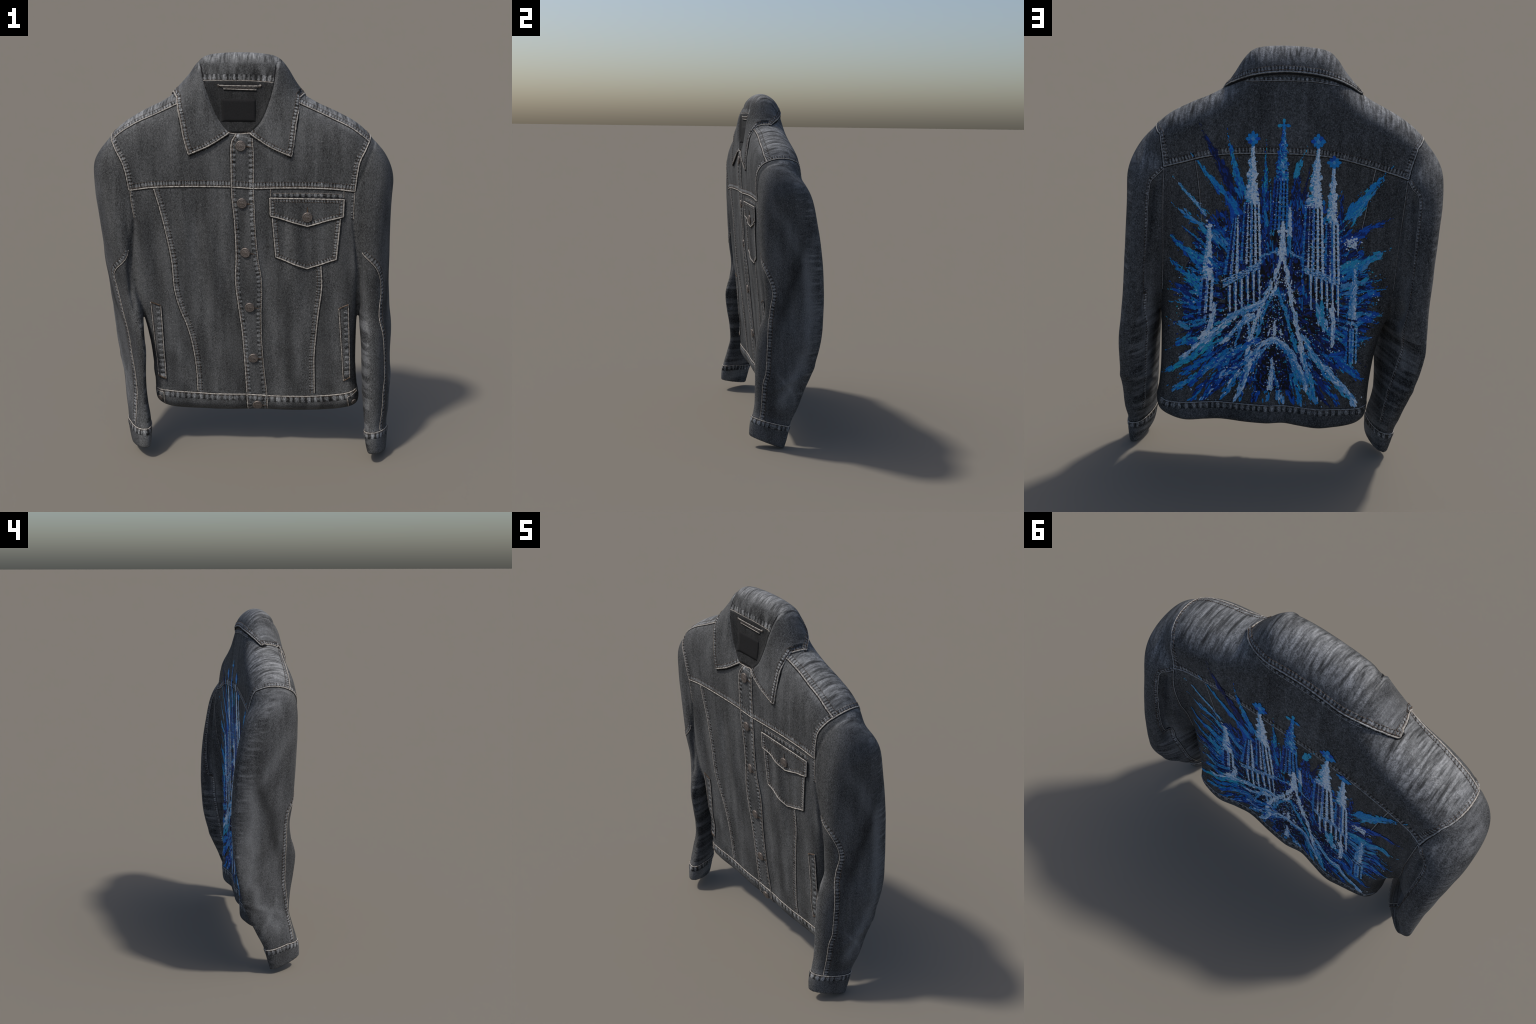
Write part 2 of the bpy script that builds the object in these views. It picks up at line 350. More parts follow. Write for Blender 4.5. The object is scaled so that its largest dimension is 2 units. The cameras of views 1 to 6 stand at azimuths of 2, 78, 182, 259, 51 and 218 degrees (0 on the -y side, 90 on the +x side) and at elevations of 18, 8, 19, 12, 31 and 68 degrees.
def plain(name, colour, rough=.7, vary=.25, scale=(260, 260, 260), spec=.2, metal=0.0):
    k = Nodes(name)
    f = k.ramp(k.noise(scale, 2), .3, .7, 1 - vary, 1 + vary)
    k.t.links.new(k.tint(f, colour), k.p.inputs["Base Color"])
    k.p.inputs["Roughness"].default_value = rough
    k.p.inputs["Specular IOR Level"].default_value = spec
    k.p.inputs["Metallic"].default_value = metal
    return k.m

def edge_material():
    """Piping: the fold of a seam, worn pale in broken stretches, warmer at the front."""
    k = Nodes("worn_seam_edge")
    n = k.sep(k.Nrm); pos = k.sep(k.P)
    f = k.ramp(k.noise((150, 150, 150), 2, .6), .30, .55)
    f2 = k.ramp(k.noise((9, 9, 9), 2), .35, .6, .7, 1.0)
    back = k.ramp(pos[1], -.02, .06)
    v = k.mix(k.math("MULTIPLY", f, f2), .12, k.mix(back, .38, .30))
    k.t.links.new(k.tint(v, k.mixc(back, (1.08, 1.0, .90), (.98, 1.0, 1.02))), k.p.inputs["Base Color"])
    k.p.inputs["Roughness"].default_value = .85
    return k.m

def button_material():
    k = Nodes("aged_copper")
    f = k.noise((160, 160, 160), 3)
    c = k.mixc(k.ramp(f, .35, .7), (.10, .085, .077), (.20, .172, .155))
    k.t.links.new(c, k.p.inputs["Base Color"])
    k.p.inputs["Metallic"].default_value = .55
    k.p.inputs["Roughness"].default_value = .5
    return k.m

MAT = dict(
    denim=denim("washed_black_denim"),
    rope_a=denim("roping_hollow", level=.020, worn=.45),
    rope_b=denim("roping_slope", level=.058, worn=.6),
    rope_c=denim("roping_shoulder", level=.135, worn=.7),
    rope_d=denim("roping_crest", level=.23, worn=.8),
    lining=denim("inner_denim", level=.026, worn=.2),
    edge=edge_material(),
    dark_line=plain("shade_and_hole_dark", (.012, .012, .013), .95),  # near-black for painted shade along seams and folds; also rims the buttonholes
    thread=plain("brown_thread", (.085, .058, .040), .8, .5, (120, 120, 120)),
    thread_pale=plain("pale_thread", (.20, .17, .14), .8, .5, (120, 120, 120)),
    label=plain("black_label", (.0125, .0125, .013), .9, .2),
    button=button_material(),
)
INK = dict(white=(.66, .77, .90), pale=(.30, .52, .80), haze=(.095, .33, .64), cyan=(.030, .36, .62), teal=(.025, .43, .56),
           azure=(.012, .235, .62), royal=(.008, .10, .50), deep=(.007, .036, .22), navy=(.007, .014, .070), ink=(.006, .007, .012))
INKS = list(INK)
PAINT = [plain("paint_" + c, INK[c], .6, .22, (190, 190, 190), .25) for c in INKS]
# ---------------------------------------------------------------- assembling
rng = np.random.default_rng(11)
SC = bpy.context.scene.collection
root = bpy.data.objects.new("denim_jacket", None)
SC.objects.link(root)
root["label"] = "black washed denim jacket with a blue painted cathedral on its back"
root["category"] = "denim jacket"

def add(name, me, parent=root, kind=None, smooth=True):
    ob = bpy.data.objects.new(name, me)
    SC.objects.link(ob); ob.parent = parent
    if smooth:
        me.polygons.foreach_set("use_smooth", [True] * len(me.polygons))
    if kind:
        ob["kind"] = kind
    return ob

def sm(x, a, b):
    t = np.clip((x - a) / (b - a), 0, 1); return t * t * (3 - 2 * t)

def line_at(x, pts):
    p = np.array(sorted(pts)); return np.interp(x, p[:, 0], p[:, 1])

def x_at(z, pts):
    p = np.array(sorted([(b, a) for a, b in pts])); return np.interp(z, p[:, 0], p[:, 1])

def inside(poly, x, z):
    poly = np.array(poly); r = np.zeros(len(x), bool); j = len(poly) - 1
    for i in range(len(poly)):
        (xi, zi), (xj, zj) = poly[i], poly[j]
        c = (zi > z) != (zj > z)
        r ^= c & (x < (xj - xi) * (z - zi) / (zj - zi + 1e-12) + xi); j = i
    return r

def edge_dist(pts, x, z):
    d = np.full(len(x), 9.0)
    p = np.array(pts)
    for a, b in zip(p[:-1], p[1:]):
        ab = b - a; t = np.clip(((x - a[0]) * ab[0] + (z - a[1]) * ab[1]) / (ab @ ab + 1e-12), 0, 1)
        d = np.minimum(d, np.hypot(x - a[0] - t * ab[0], z - a[1] - t * ab[1]))
    return d

# ---- body surface, with the cloth layers standing proud of each other
body, co = build_body()
nv = len(co)
body.vertices.foreach_set("co", co.ravel()); body.update()
nor = np.empty(nv * 3); body.vertices.foreach_get("normal", nor); nor = nor.reshape(-1, 3)
x, y, z = co.T
front = y < -.04
polyN = COLLAR_N[::-1][::-1] + COLLAR_N_FOOT[1:] + FOLD_N[1:] + [(-.20, 2.1), (-.40, 2.1), (-.40, 1.9)]
polyP = COLLAR_P + COLLAR_P_FOOT[1:] + FOLD_P[1:] + [(.147, 2.1), (.36, 2.1), (.36, 1.9)]
neck = FOLD_N + [(-.20, 2.1), (.147, 2.1)] + FOLD_P[::-1]
flapN, flapP = inside(polyN, x, z), inside(polyP, x, z)
in_neck = inside(neck, x, z)
dc = np.minimum(edge_dist(COLLAR_N + COLLAR_N_FOOT[1:], x, z), edge_dist(COLLAR_P + COLLAR_P_FOOT[1:], x, z))
df = np.minimum(edge_dist(FOLD_N, x, z), edge_dist(FOLD_P, x, z))
sd = np.where(flapN | flapP, df, -df)               # rolls softly into the neck at the fold
fm = np.where(flapN | flapP, sm(dc, -.001, .004), 0) * sm(sd, -.001, .009)
fm = np.maximum(fm, np.where(in_neck, sm(y, -.115, -.045) * sm(z, 1.85, 1.93), 0))
bm = sm(z - line_at(x, B_COLLAR), -.001, .004) * (np.abs(x) < .36)
collar_mask = np.where(front, fm, bm)
wl = np.where(front, line_at(x, WAIST), line_at(x, B_WAIST))
torso_edge_p = lambda zz: np.interp(zz, [0, .31, .5, .8, 1.0, 1.25, 1.38, 1.62], [.59, .582, .562, .553, .548, .509, .509, .60])
torso_edge_n = lambda zz: np.interp(zz, [0, .31, .44, .58, .72, .86, 1.0, 1.245, 1.38, 1.62], [-.475, -.466, -.468, -.487, -.52, -.548, -.55, -.515, -.53, -.62])
b_edge_p = lambda zz: np.interp(zz, [0, .31, .5, .8, .9, 1.46, 1.60, 1.68], [.59, .582, .565, .556, .54, .520, .541, .575])
b_edge_n = lambda zz: np.interp(zz, [0, .31, .44, .58, .72, .9, 1.46, 1.60, 1.68], [-.475, -.466, -.468, -.487, -.52, -.54, -.55, -.584, -.625])
def sleeve_side(x, y, z):
    f = sm(y, -.06, .0)
    ep = torso_edge_p(z) * (1 - f) + b_edge_p(z) * f
    en = torso_edge_n(z) * (1 - f) + b_edge_n(z) * f
    # above the armhole everything inward belongs to the shoulders
    s = np.where(x > ep, 1, np.where(x < en, -1, 0))
    return np.where(z > 1.66, 0, s)
side = sleeve_side(x, y, z)
cuff_z = np.where(x > 0, np.interp(y, [-.19, 0], [.167, .128]), np.interp(y, [-.19, -.11, 0], [.163, .170, .150]))
cuff_mask = sm(cuff_z - z, -.001, .006) * (side != 0)
waist_mask = sm(wl - z, -.001, .006) * (side == 0)
# worn folds on the sleeves and soft vertical drape on the fronts
fold = .0014 * np.sin(z * 21 + 3 * np.sin(x * 6 + z * 4)) * np.exp(-((y - .05) / .12) ** 2) * (np.abs(x) > .56) * sm(z, .2, .45) * sm(z, 1.3, 1.0)
fold += .0028 * np.exp(-((y - .06 - .05 * np.sin(z * 4)) / .022) ** 2) * (np.abs(x) > .6) * sm(z, .25, .5) * sm(z, 1.25, .95)
fold += .0035 * np.exp(-((z - .36 - .5 * (y + .05)) / .02) ** 2) * (np.abs(x) > .54) * (side != 0) * sm(y, -.14, -.06)
drape = (.0036 * np.sin(x * 34 + 1.3 * np.sin(z * 3.1)) + .0024 * np.sin(x * 61 + z * 5)) * sm(np.abs(y + .05), .03, .09) * (side == 0) * sm(z, .30, .5) * sm(z, 1.4, 1.2)
drape += .0045 * np.sin((x * .8 + z) * 30) * (side == 0) * front * sm(z, .34, .42) * sm(z, .66, .5) * sm(np.abs(x - .03), .25, .4)
edge_f = np.where(x > 0, x - torso_edge_p(z), torso_edge_n(z) - x)
crease = np.exp(-(edge_f / .011) ** 2) * (y < -.05) * sm(z, .75, .82) * sm(z, 1.66, 1.55) * (.004 + .009 * sm(z, 1.32, 1.15))
edge_b = np.where(x > 0, x - b_edge_p(z) - .034, b_edge_n(z) - .030 - x)
crease = crease + .036 * np.exp(-(edge_b / .022) ** 2) * sm(y, .03, .09) * sm(z, .70, .85) * sm(z, 1.47, 1.36)
off = -crease + .0085 * collar_mask + .0025 * waist_mask + .003 * cuff_mask + fold + drape
off -= .012 * np.where(in_neck & front, sm(edge_dist(FOLD_N, x, z), .0, .03) * sm(edge_dist(FOLD_P, x, z), .0, .03) * sm(z, 1.97, 1.9), 0)
co = co + nor * off[:, None]
co[:, 2] -= co[:, 2].min()
co[:, 2] *= 1.999 / co[:, 2].max()
body.vertices.foreach_set("co", co.ravel()); body.update()
body.vertices.foreach_get("normal", nr_ := np.empty(nv * 3)); nor = nr_.reshape(-1, 3)

quads = np.empty(len(body.loops), int); body.loops.foreach_get("vertex_index", quads)
ls = np.empty(len(body.polygons), int); lt = ls.copy()
body.polygons.foreach_get("loop_start", ls); body.polygons.foreach_get("loop_total", lt)
polys = [quads[a:a + n] for a, n in zip(ls, lt)]
bvh = BVHTree.FromPolygons([Vector(v) for v in co], [list(p) for p in polys])

def part(name, keep):
    sel = [p for p, k in zip(polys, keep) if k]
    ids = np.unique(np.concatenate(sel))
    back = np.full(nv, -1); back[ids] = np.arange(len(ids))
    me = new_mesh(name, co[ids].tolist(), [back[p].tolist() for p in sel])
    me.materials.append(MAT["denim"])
    ob = add(name, me)
    me.normals_split_custom_set_from_vertices([tuple(v) for v in nor[ids]])
    return ob

first = np.array([p[0] for p in polys])
ps, pc, pw, pk = side[first], collar_mask[first] > .5, waist_mask[first] > .5, cuff_mask[first] > .5
body_ob = part("jacket_body", (ps == 0) & ~pc & ~pw)
collar_ob = part("collar", (ps == 0) & pc)
waist_ob = part("waistband", (ps == 0) & pw & ~pc)
sleeve_ob = {}
for s in (1, -1):
    sleeve_ob[s] = part("sleeve", (ps == s) & ~pk)
    c = part("cuff", (ps == s) & pk); c.parent = sleeve_ob[s]

# ---- projecting onto the cloth
def near(P):
    A = np.empty((len(P), 3)); N = A.copy()
    for i, p in enumerate(P):
        l, n, f, d = bvh.find_nearest(Vector(p)); A[i] = l
        N[i] = nor[polys[f]].mean(0)
    return A, N / np.linalg.norm(N, axis=1)[:, None]

class Field:
    """Height of the cloth over the x, z plane, seen from the front or from the back."""
    def __init__(self, sign, x0, x1, z0, z1, step=.005):
        self.s, self.x0, self.z0, self.h = sign, x0, z0, step
        nx, nz = int((x1 - x0) / step) + 2, int((z1 - z0) / step) + 2
        self.Y = np.full((nx, nz), np.nan)
        d = Vector((0, -sign, 0))
        for i in range(nx):
            for j in range(nz):
                l = bvh.ray_cast(Vector((x0 + i * step, sign * 3, z0 + j * step)), d)[0]
                if l: self.Y[i, j] = l.y
        for _ in range(40):                       # carry the height outwards past the silhouette
            bad = np.isnan(self.Y)
            if not bad.any(): break
            pad = np.pad(self.Y, 1, constant_values=np.nan)
            st = np.stack([pad[:-2, 1:-1], pad[2:, 1:-1], pad[1:-1, :-2], pad[1:-1, 2:]])
            ok = ~np.isnan(st); m = np.where(ok, st, 0).sum(0) / np.maximum(ok.sum(0), 1)
            self.Y = np.where(bad & ok.any(0), m, self.Y)
        self.Y[np.isnan(self.Y)] = -.05
    def __call__(self, x, z):
        fx, fz = (np.asarray(x) - self.x0) / self.h, (np.asarray(z) - self.z0) / self.h
        i = np.clip(fx.astype(int), 0, self.Y.shape[0] - 2); j = np.clip(fz.astype(int), 0, self.Y.shape[1] - 2)
        a, b = np.clip(fx - i, 0, 1), np.clip(fz - j, 0, 1)
        Y = self.Y
        y = Y[i, j] * (1 - a) * (1 - b) + Y[i + 1, j] * a * (1 - b) + Y[i, j + 1] * (1 - a) * b + Y[i + 1, j + 1] * a * b
        gx = (Y[i + 1, j] - Y[i, j]) / self.h; gz = (Y[i, j + 1] - Y[i, j]) / self.h
        n = np.stack([-gx, np.ones_like(gx), -gz], -1) * self.s
        n /= np.linalg.norm(n, axis=-1, keepdims=True)
        return np.stack([x, y, z], -1), n
FRONT = Field(-1, -.66, .66, .16, 2.0)
BACK = Field(1, -.66, .66, .16, 2.0)

def on(side, pts, step=.006):
    """Dense points and normals on the cloth along a control line."""
    if side == "3d":
        A, N = near(spline(pts, step=step)); return A, N
    s = spline(pts, step=step)
    return (FRONT if side == "f" else BACK)(s[:, 0], s[:, 1])

def frame(A, N):
    T = np.gradient(A, axis=0); T /= np.linalg.norm(T, axis=1)[:, None] + 1e-12
    D = np.cross(N, T); D /= np.linalg.norm(D, axis=1)[:, None] + 1e-12
    return T, D

class Bag:
    """Collects small pieces into one mesh."""
    def __init__(self): self.v, self.f, self.m, self.n = [], [], [], 0
    def put(self, v, f, m=0):
        self.v.append(np.asarray(v)); self.f += [[i + self.n for i in q] for q in f]; self.m += [m] * len(f); self.n += len(v)
    def mesh(self, name, mats):
        me = new_mesh(name, np.vstack(self.v).tolist(), self.f)
        for m in mats: me.materials.append(m)
        me.polygons.foreach_set("material_index", self.m)
        return me

def tube(bag, A, N, r, m=0, sides=6, flat=.8, lift=0.0):
    T, D = frame(A, N)
    n = len(A); a = np.linspace(0, 2 * math.pi, sides, endpoint=False)
    r = np.broadcast_to(r, n)
    v = (A + N * lift)[:, None] + r[:, None, None] * (np.cos(a)[None, :, None] * D[:, None] + flat * np.sin(a)[None, :, None] * N[:, None])
    f = [[k * sides + i, k * sides + (i + 1) % sides, (k + 1) * sides + (i + 1) % sides, (k + 1) * sides + i] for k in range(n - 1) for i in range(sides)]
    f += [list(range(sides))[::-1], [(n - 1) * sides + i for i in range(sides)]]
    bag.put(v.reshape(-1, 3), f, m)

def stitches(bag, A, N, shift, m, r=.0011, length=.0075, gap=.0035, lift=.0012, proj=None):
    T, D = frame(A, N); A = A + D * shift
    if proj is True: A, N = near(A)
    elif proj: A, N = proj(A[:, 0], A[:, 2])
    L = np.r_[0, np.cumsum(np.linalg.norm(np.diff(A, axis=0), axis=1))]
    s = rng.uniform(0, gap)
    while s + length < L[-1]:
        t = np.array([s, s + length * .5, s + length])
        P = np.stack([np.interp(t, L, A[:, k]) for k in range(3)], 1)
        Q = np.stack([np.interp(t, L, N[:, k]) for k in range(3)], 1)
        lf = lift + np.array([-.0006, .0006, -.0006])
        tube(bag, P + Q * lf[:, None], Q, np.array([r * .7, r, r * .7]), m, 5)
        s += length + gap

def rope_band(bag, A, N, width, sgn, height=.0022, period=.0115, m=0, nearest=False, lift=0.0):
    """The double layer beside a seam, roped into small puckers."""
    T, D = frame(A, N); D = D * sgn
    K = 7; n = len(A)
    L = np.r_[0, np.cumsum(np.linalg.norm(np.diff(A, axis=0), axis=1))]
    ph = np.cumsum(rng.normal(0, .45, n)) * .5
    G = np.empty((n, K, 3))
    for j in range(K):
        t = j / (K - 1)
        P = A + D * (width * t)
        if nearest is True:
            B, M = near(P)
        elif nearest:
            B, M = nearest(P[:, 0], P[:, 2])
        h = np.sin(math.pi * min(1, t * 1.02 + .02)) ** .6 if 0 < t < 1 else (-.25 if t else .2)
        puck = .62 + .38 * np.sin(2 * math.pi * L / period + ph + t * 1.1 + (.8 if j % 2 else 0))
        rise = lift + height * h * (puck if 0 < t < 1 else np.ones(n))
        G[:, j] = B + M * rise[:, None]
    f = [[i * K + j, i * K + j + 1, (i + 1) * K + j + 1, (i + 1) * K + j] for i in range(n - 1) for j in range(K - 1)]
    if sgn < 0: f = [q[::-1] for q in f]
    tone = 1.85 + 1.4 * np.sin(2 * math.pi * L / period + ph)[:-1, None] + rng.normal(0, .55, (n - 1, 1)) + rng.normal(0, .3, (n - 1, K - 1)) + np.array([-.2, .3, .4, .1, -.3, -.8])[None]
    t4 = m + np.clip(np.round(tone), 0, 3).astype(int).ravel()
    bag.put(G.reshape(-1, 3), [q[::-1] for q in f], 0)
    bag.m[-len(f):] = t4.tolist()

SEAM_MATS = [MAT["edge"], MAT["thread"], MAT["dark_line"], MAT["thread_pale"], MAT["rope_a"], MAT["rope_b"], MAT["rope_c"], MAT["rope_d"]]
def seam(name, side, pts, width=.030, sgn=1, r=.0031, parent=body_ob, band=True, rows=(.75,), pale=False, dark_line=1.0, lift=0.0, period=.0145, height=.0024):
    """A felled seam: worn edge, painted shade line outside it, roped band and stitch rows inside it."""
    bag = Bag()
    A, N = on(side, pts, .0035)
    A = A + N * lift
    proj = True if side == "3d" else (FRONT if side == "f" else BACK)
    tube(bag, A, N, r * (1 + .18 * np.sin(np.arange(len(A)) * .9 + rng.uniform(0, 6, len(A)) * .3)), 0, lift=r * .35)
    T, D = frame(A, N)
    if dark_line:  # dark strip standing in for the shadow under the seam edge
        tube(bag, A - D * sgn * r * (.6 + .9 * dark_line), N, r * .9 * dark_line, 2, 5, .3, lift=-.0012 if dark_line > 1 else .0001)
    if band:
        rope_band(bag, A + D * sgn * r * .4, N, width, sgn, height, period, 4, proj, lift)
    for w in rows:
        stitches(bag, A, N, sgn * width * w, 1, lift=lift + height * .9, proj=proj)
    stitches(bag, A, N, sgn * r * 2.0, 3 if pale else 1, lift=lift + height * .8, r=.0009, proj=proj)
    return add(name, bag.mesh(name, SEAM_MATS), parent, kind="stuff")

# ---- panels: cloth pieces laid on the cloth
from mathutils.geometry import delaunay_2d_cdt
def panel(name, side, outline, thick, mat, parent=body_ob, grid=.011, base=0.0, dense=True):
    o = []
    p = np.array(outline, float)
    for a, b in zip(p, np.roll(p, -1, 0)):
        k = max(1, int(np.linalg.norm(b - a) / .007)) if dense else 1
        o += [a + (b - a) * i / k for i in range(k)]
    o = np.array(o); c = o.mean(0)
    gx = np.arange(o[:, 0].min(), o[:, 0].max(), grid); gz = np.arange(o[:, 1].min(), o[:, 1].max(), grid)
    g = np.array([(a, b) for a in gx for b in gz])
    ring = np.vstack([o, o[:1]])
    d = edge_dist(ring, g[:, 0], g[:, 1])
    g = g[inside(o, g[:, 0], g[:, 1]) & (d > .004)]
    n = len(o)
    pts = [Vector(v) for v in np.vstack([o, g])]
    V2, E, F, *_ = delaunay_2d_cdt(pts, [(i, (i + 1) % n) for i in range(n)], [], 1, 1e-5)
    V2 = np.array([tuple(v) for v in V2])
    A, N = (FRONT if side == "f" else BACK)(V2[:, 0], V2[:, 1])
    d = edge_dist(ring, V2[:, 0], V2[:, 1])
    h = base + thick * (.55 + .45 * sm(d, 0, .004))
    topv = A + N * h[:, None]
    F = [list(f) for f in F]
    def area(f):
        q = V2[f]; return sum(q[i][0] * q[(i + 1) % len(q)][1] - q[(i + 1) % len(q)][0] * q[i][1] for i in range(len(q)))
    F = [f if (area(f) > 0) == (side == "f") else f[::-1] for f in F]
    cnt = {}
    for f in F:
        for a, b in zip(f, f[1:] + f[:1]): cnt[(a, b)] = 1
    rim = [(a, b) for a, b in cnt if (b, a) not in cnt]
    low = {}
    verts = topv.tolist()
    for a, b in rim:
        for q in (a, b):
            if q not in low:
                low[q] = len(verts); verts.append((A[q] + N[q] * (base - .0015)).tolist())
    F += [[b, a, low[a], low[b]] for a, b in rim]
    me = new_mesh(name, verts, F); me.materials.append(mat)
    return add(name, me, parent)

def closed(pts): return list(pts) + [pts[0]]
def straight(pts, step=.02):
    """Keep corners sharp: subdivide straight runs before the spline."""
    p = np.array(pts, float); out = []
    for a, b in zip(p[:-1], p[1:]):
        k = max(2, int(np.linalg.norm(b - a) / step))
        out += [tuple(a + (b - a) * t) for t in np.r_[0, .03, np.linspace(.1, .9, k), .97]]
    return out + [tuple(p[-1])]

# front placket, pocket, flap, welts, neck
panel("button_placket", "f", [tuple(v) for v in spline(PLACKET_N, step=.03)] + [tuple(v) for v in spline(PLACKET_P, step=.03)[::-1]], .0028, MAT["denim"])
pocket = panel("chest_pocket", "f", POCKET, .0030, MAT["denim"])
flap = panel("pocket_flap", "f", FLAP, .0036, MAT["denim"], pocket, base=.0026)
for w in (WELT_N, WELT_P):
    o = panel("pocket_welt", "f", w, .0030, MAT["denim"])
foldN, foldP = [tuple(v) for v in spline(FOLD_N, step=.02)], [tuple(v) for v in spline(FOLD_P, step=.02)]
stN, stP = STAND[0], STAND[-1]
low_neck = [p for p in foldN if p[1] < stN[1]] + [stN] + STAND[1:-1] + [stP] + [p for p in foldP if p[1] < stP[1]][::-1]
panel("neck_lining", "f", low_neck, .0012, MAT["lining"])
panel("neck_label", "f", LABEL, .0016, MAT["label"], base=.0012)
panel("hanger_loop", "f", [(-.106, 1.858), (.066, 1.856), (.057, 1.844), (-.091, 1.848)], .005, MAT["denim"], base=.001)

# front seams
seam("yoke_seam", "f", YOKE, .030, 1, rows=(.95, .30))
for s, pts in ((1, SHOULDER_N), (-1, SHOULDER_P[::-1])):
    seam("shoulder_seam", "f", pts, .024, 1 if s > 0 else -1, rows=(.9,), height=.002)
# armholes run over the shoulder from front to back
def drop(p, q, d):
    """Points of the cloth over the straight line p-q, met by rays coming in along -d."""
    d = Vector(d).normalized(); out = []
    for t in np.linspace(.12, .88, 8):
        l = bvh.ray_cast(Vector(p + (q - p) * t) + d * .5, -d)[0]
        if l: out.append(tuple(l))
    return out
def over(fr, bk, mid):
    f, _ = FRONT(np.array(fr)[:, 0], np.array(fr)[:, 1]); b, _ = BACK(np.array(bk)[:, 0], np.array(bk)[:, 1])
    f, b = f[1:] if f[0][2] > f[-1][2] else f, b[1:]
    p, q = f[0], b[0]
    mid = drop(p, q, mid)
    return [tuple(v) for v in f[::-1]] + [tuple(v) for v in mid] + [tuple(v) for v in b]
seam("armhole_seam", "3d", over(ARM_P, B_ARM_P, (.6, 0, .8)), .024, 1, parent=sleeve_ob[1])
seam("armhole_seam", "3d", over(ARM_N, B_ARM_N, (-.6, 0, .8)), .024, -1, parent=sleeve_ob[-1])
seam("armhole_seam", "f", ARM_P_LOW, .013, -1, parent=sleeve_ob[1], rows=(), r=.002)
seam("armhole_seam", "f", ARM_N_LOW, .013, 1, parent=sleeve_ob[-1], rows=(), r=.002)
seam("princess_seam", "f", PRINCESS_N, .026, 1, period=.016)
seam("princess_seam", "f", PRINCESS_P, .026, -1, period=.016)
seam("placket_edge", "f", PLACKET_N, .020, 1, lift=.0028, period=.024, rows=(.35,), height=.0020, r=.003)
seam("placket_edge", "f", PLACKET_P, .024, -1, lift=.0028, period=.024, rows=(.25,), height=.0020, r=.0016, pale=True, dark_line=False)
seam("pocket_edge", "f", straight(POCKET), .020, 1, parent=pocket, lift=.0030, rows=(.9,), height=.0014)
seam("flap_edge", "f", straight([FLAP[1], FLAP[2], FLAP[3], FLAP[4], FLAP[0]]), .021, -1, parent=flap, lift=.0060, rows=(.9,), height=.0014)
seam("flap_edge", "f", straight([FLAP[0], FLAP[1]]), .016, -1, parent=flap, lift=.0060, rows=(.95,), height=.0014)
seam("pocket_facing", "f", straight([(.122, 1.392), (.122, 1.356)]), .006, 1, parent=pocket, rows=(), band=False, r=.0012)
seam("pocket_facing", "f", straight([(.459, 1.388), (.460, 1.352)]), .006, 1, parent=pocket, rows=(), band=False, r=.0012)
seam("pocket_facing", "f", [(.135, 1.374), (.30, 1.376), (.45, 1.372)], .020, -1, parent=pocket, rows=(), r=.0006, dark_line=False, height=.0012, period=.028)
for w, s in ((WELT_N, 1), (WELT_P, 1)):
    seam("welt_edge", "f", straight([w[0], w[3]]), .012, 1, lift=.0030, rows=(), r=.0022, height=.0008, band=False)
    seam("welt_edge", "f", straight([w[1], w[2]]), .030, -1 if w is WELT_N else -1, lift=.0022, rows=(), r=.0022, height=.0016, period=.03)
    bag = Bag()
    for a, b in ((w[0], w[1]), (w[3], w[2])):
        A, N = on("f", straight([a, b]), .004); tube(bag, A + N * .0034, N, .0034, 0)
    add("bar_tack", bag.mesh("bar_tack", [MAT["thread"]]), body_ob, kind="stuff")
seam("waistband_seam", "f", WAIST, .038, -1, parent=waist_ob, rows=(), r=.0027, period=.03, height=.0024)
seam("side_tab", "f", straight([(-.446, .326), (-.413, .318), (-.412, .238)]), .006, 1, parent=waist_ob, band=False, rows=(), r=.0022)
seam("side_tab", "f", straight([(.558, .338), (.512, .308), (.524, .238)]), .006, -1, parent=waist_ob, band=False, rows=(), r=.0022)

seam("yoke_seam", "f", [(-.052, 1.402), (-.005, 1.400), (.043, 1.396)], .030, 1, lift=.0034, rows=(.95,))
seam("waistband_seam", "f", [(.012, .304), (.06, .301), (.106, .297)], .034, -1, parent=waist_ob, lift=.0034, rows=(), period=.03)
# collar: edges run from each tip up over the shoulder and round the back
def collar_line():
    f1, _ = FRONT(np.array(COLLAR_P)[:, 0], np.array(COLLAR_P)[:, 1]); f2, _ = FRONT(np.array(COLLAR_N)[:, 0], np.array(COLLAR_N)[:, 1])
    b, _ = BACK(np.array(B_COLLAR)[:, 0], np.array(B_COLLAR)[:, 1])
    arc = drop
    return [tuple(v) for v in f1[:0:-1]] + arc(f1[1], b[0], (.7, 0, .7)) + [tuple(v) for v in b] + arc(b[-1], f2[1], (-.7, 0, .7)) + [tuple(v) for v in f2[1:]]
seam("collar_edge", "3d", collar_line(), .026, 1, parent=collar_ob, rows=(.95, .3), r=.0033, dark_line=1.9)
seam("collar_edge", "f", COLLAR_N_FOOT, .022, 1, parent=collar_ob, rows=(.9,), r=.0033, dark_line=1.7)
seam("collar_edge", "f", COLLAR_P_FOOT[::-1], .022, 1, parent=collar_ob, rows=(.9,), r=.0033, dark_line=1.7)
seam("neck_edge", "f", [(-.072, 1.655), (-.050, 1.648), (-.016, 1.646), (.028, 1.652)], .01, 1, parent=collar_ob, band=False, rows=(), r=.0026)
seam("stand_seam", "f", STAND, .030, 1, parent=collar_ob, rows=(), r=.0014, period=.022, height=.0012)
seam("hanger_loop_edge", "f", [(-.112, 1.866), (-.10, 1.861), (.062, 1.859), (.072, 1.866)], .01, -1, band=False, rows=(), r=.0026, lift=.004)
seam("hanger_loop_edge", "f", [(-.091, 1.846), (.057, 1.842)], .01, 1, band=False, rows=(), r=.0022, lift=.004)

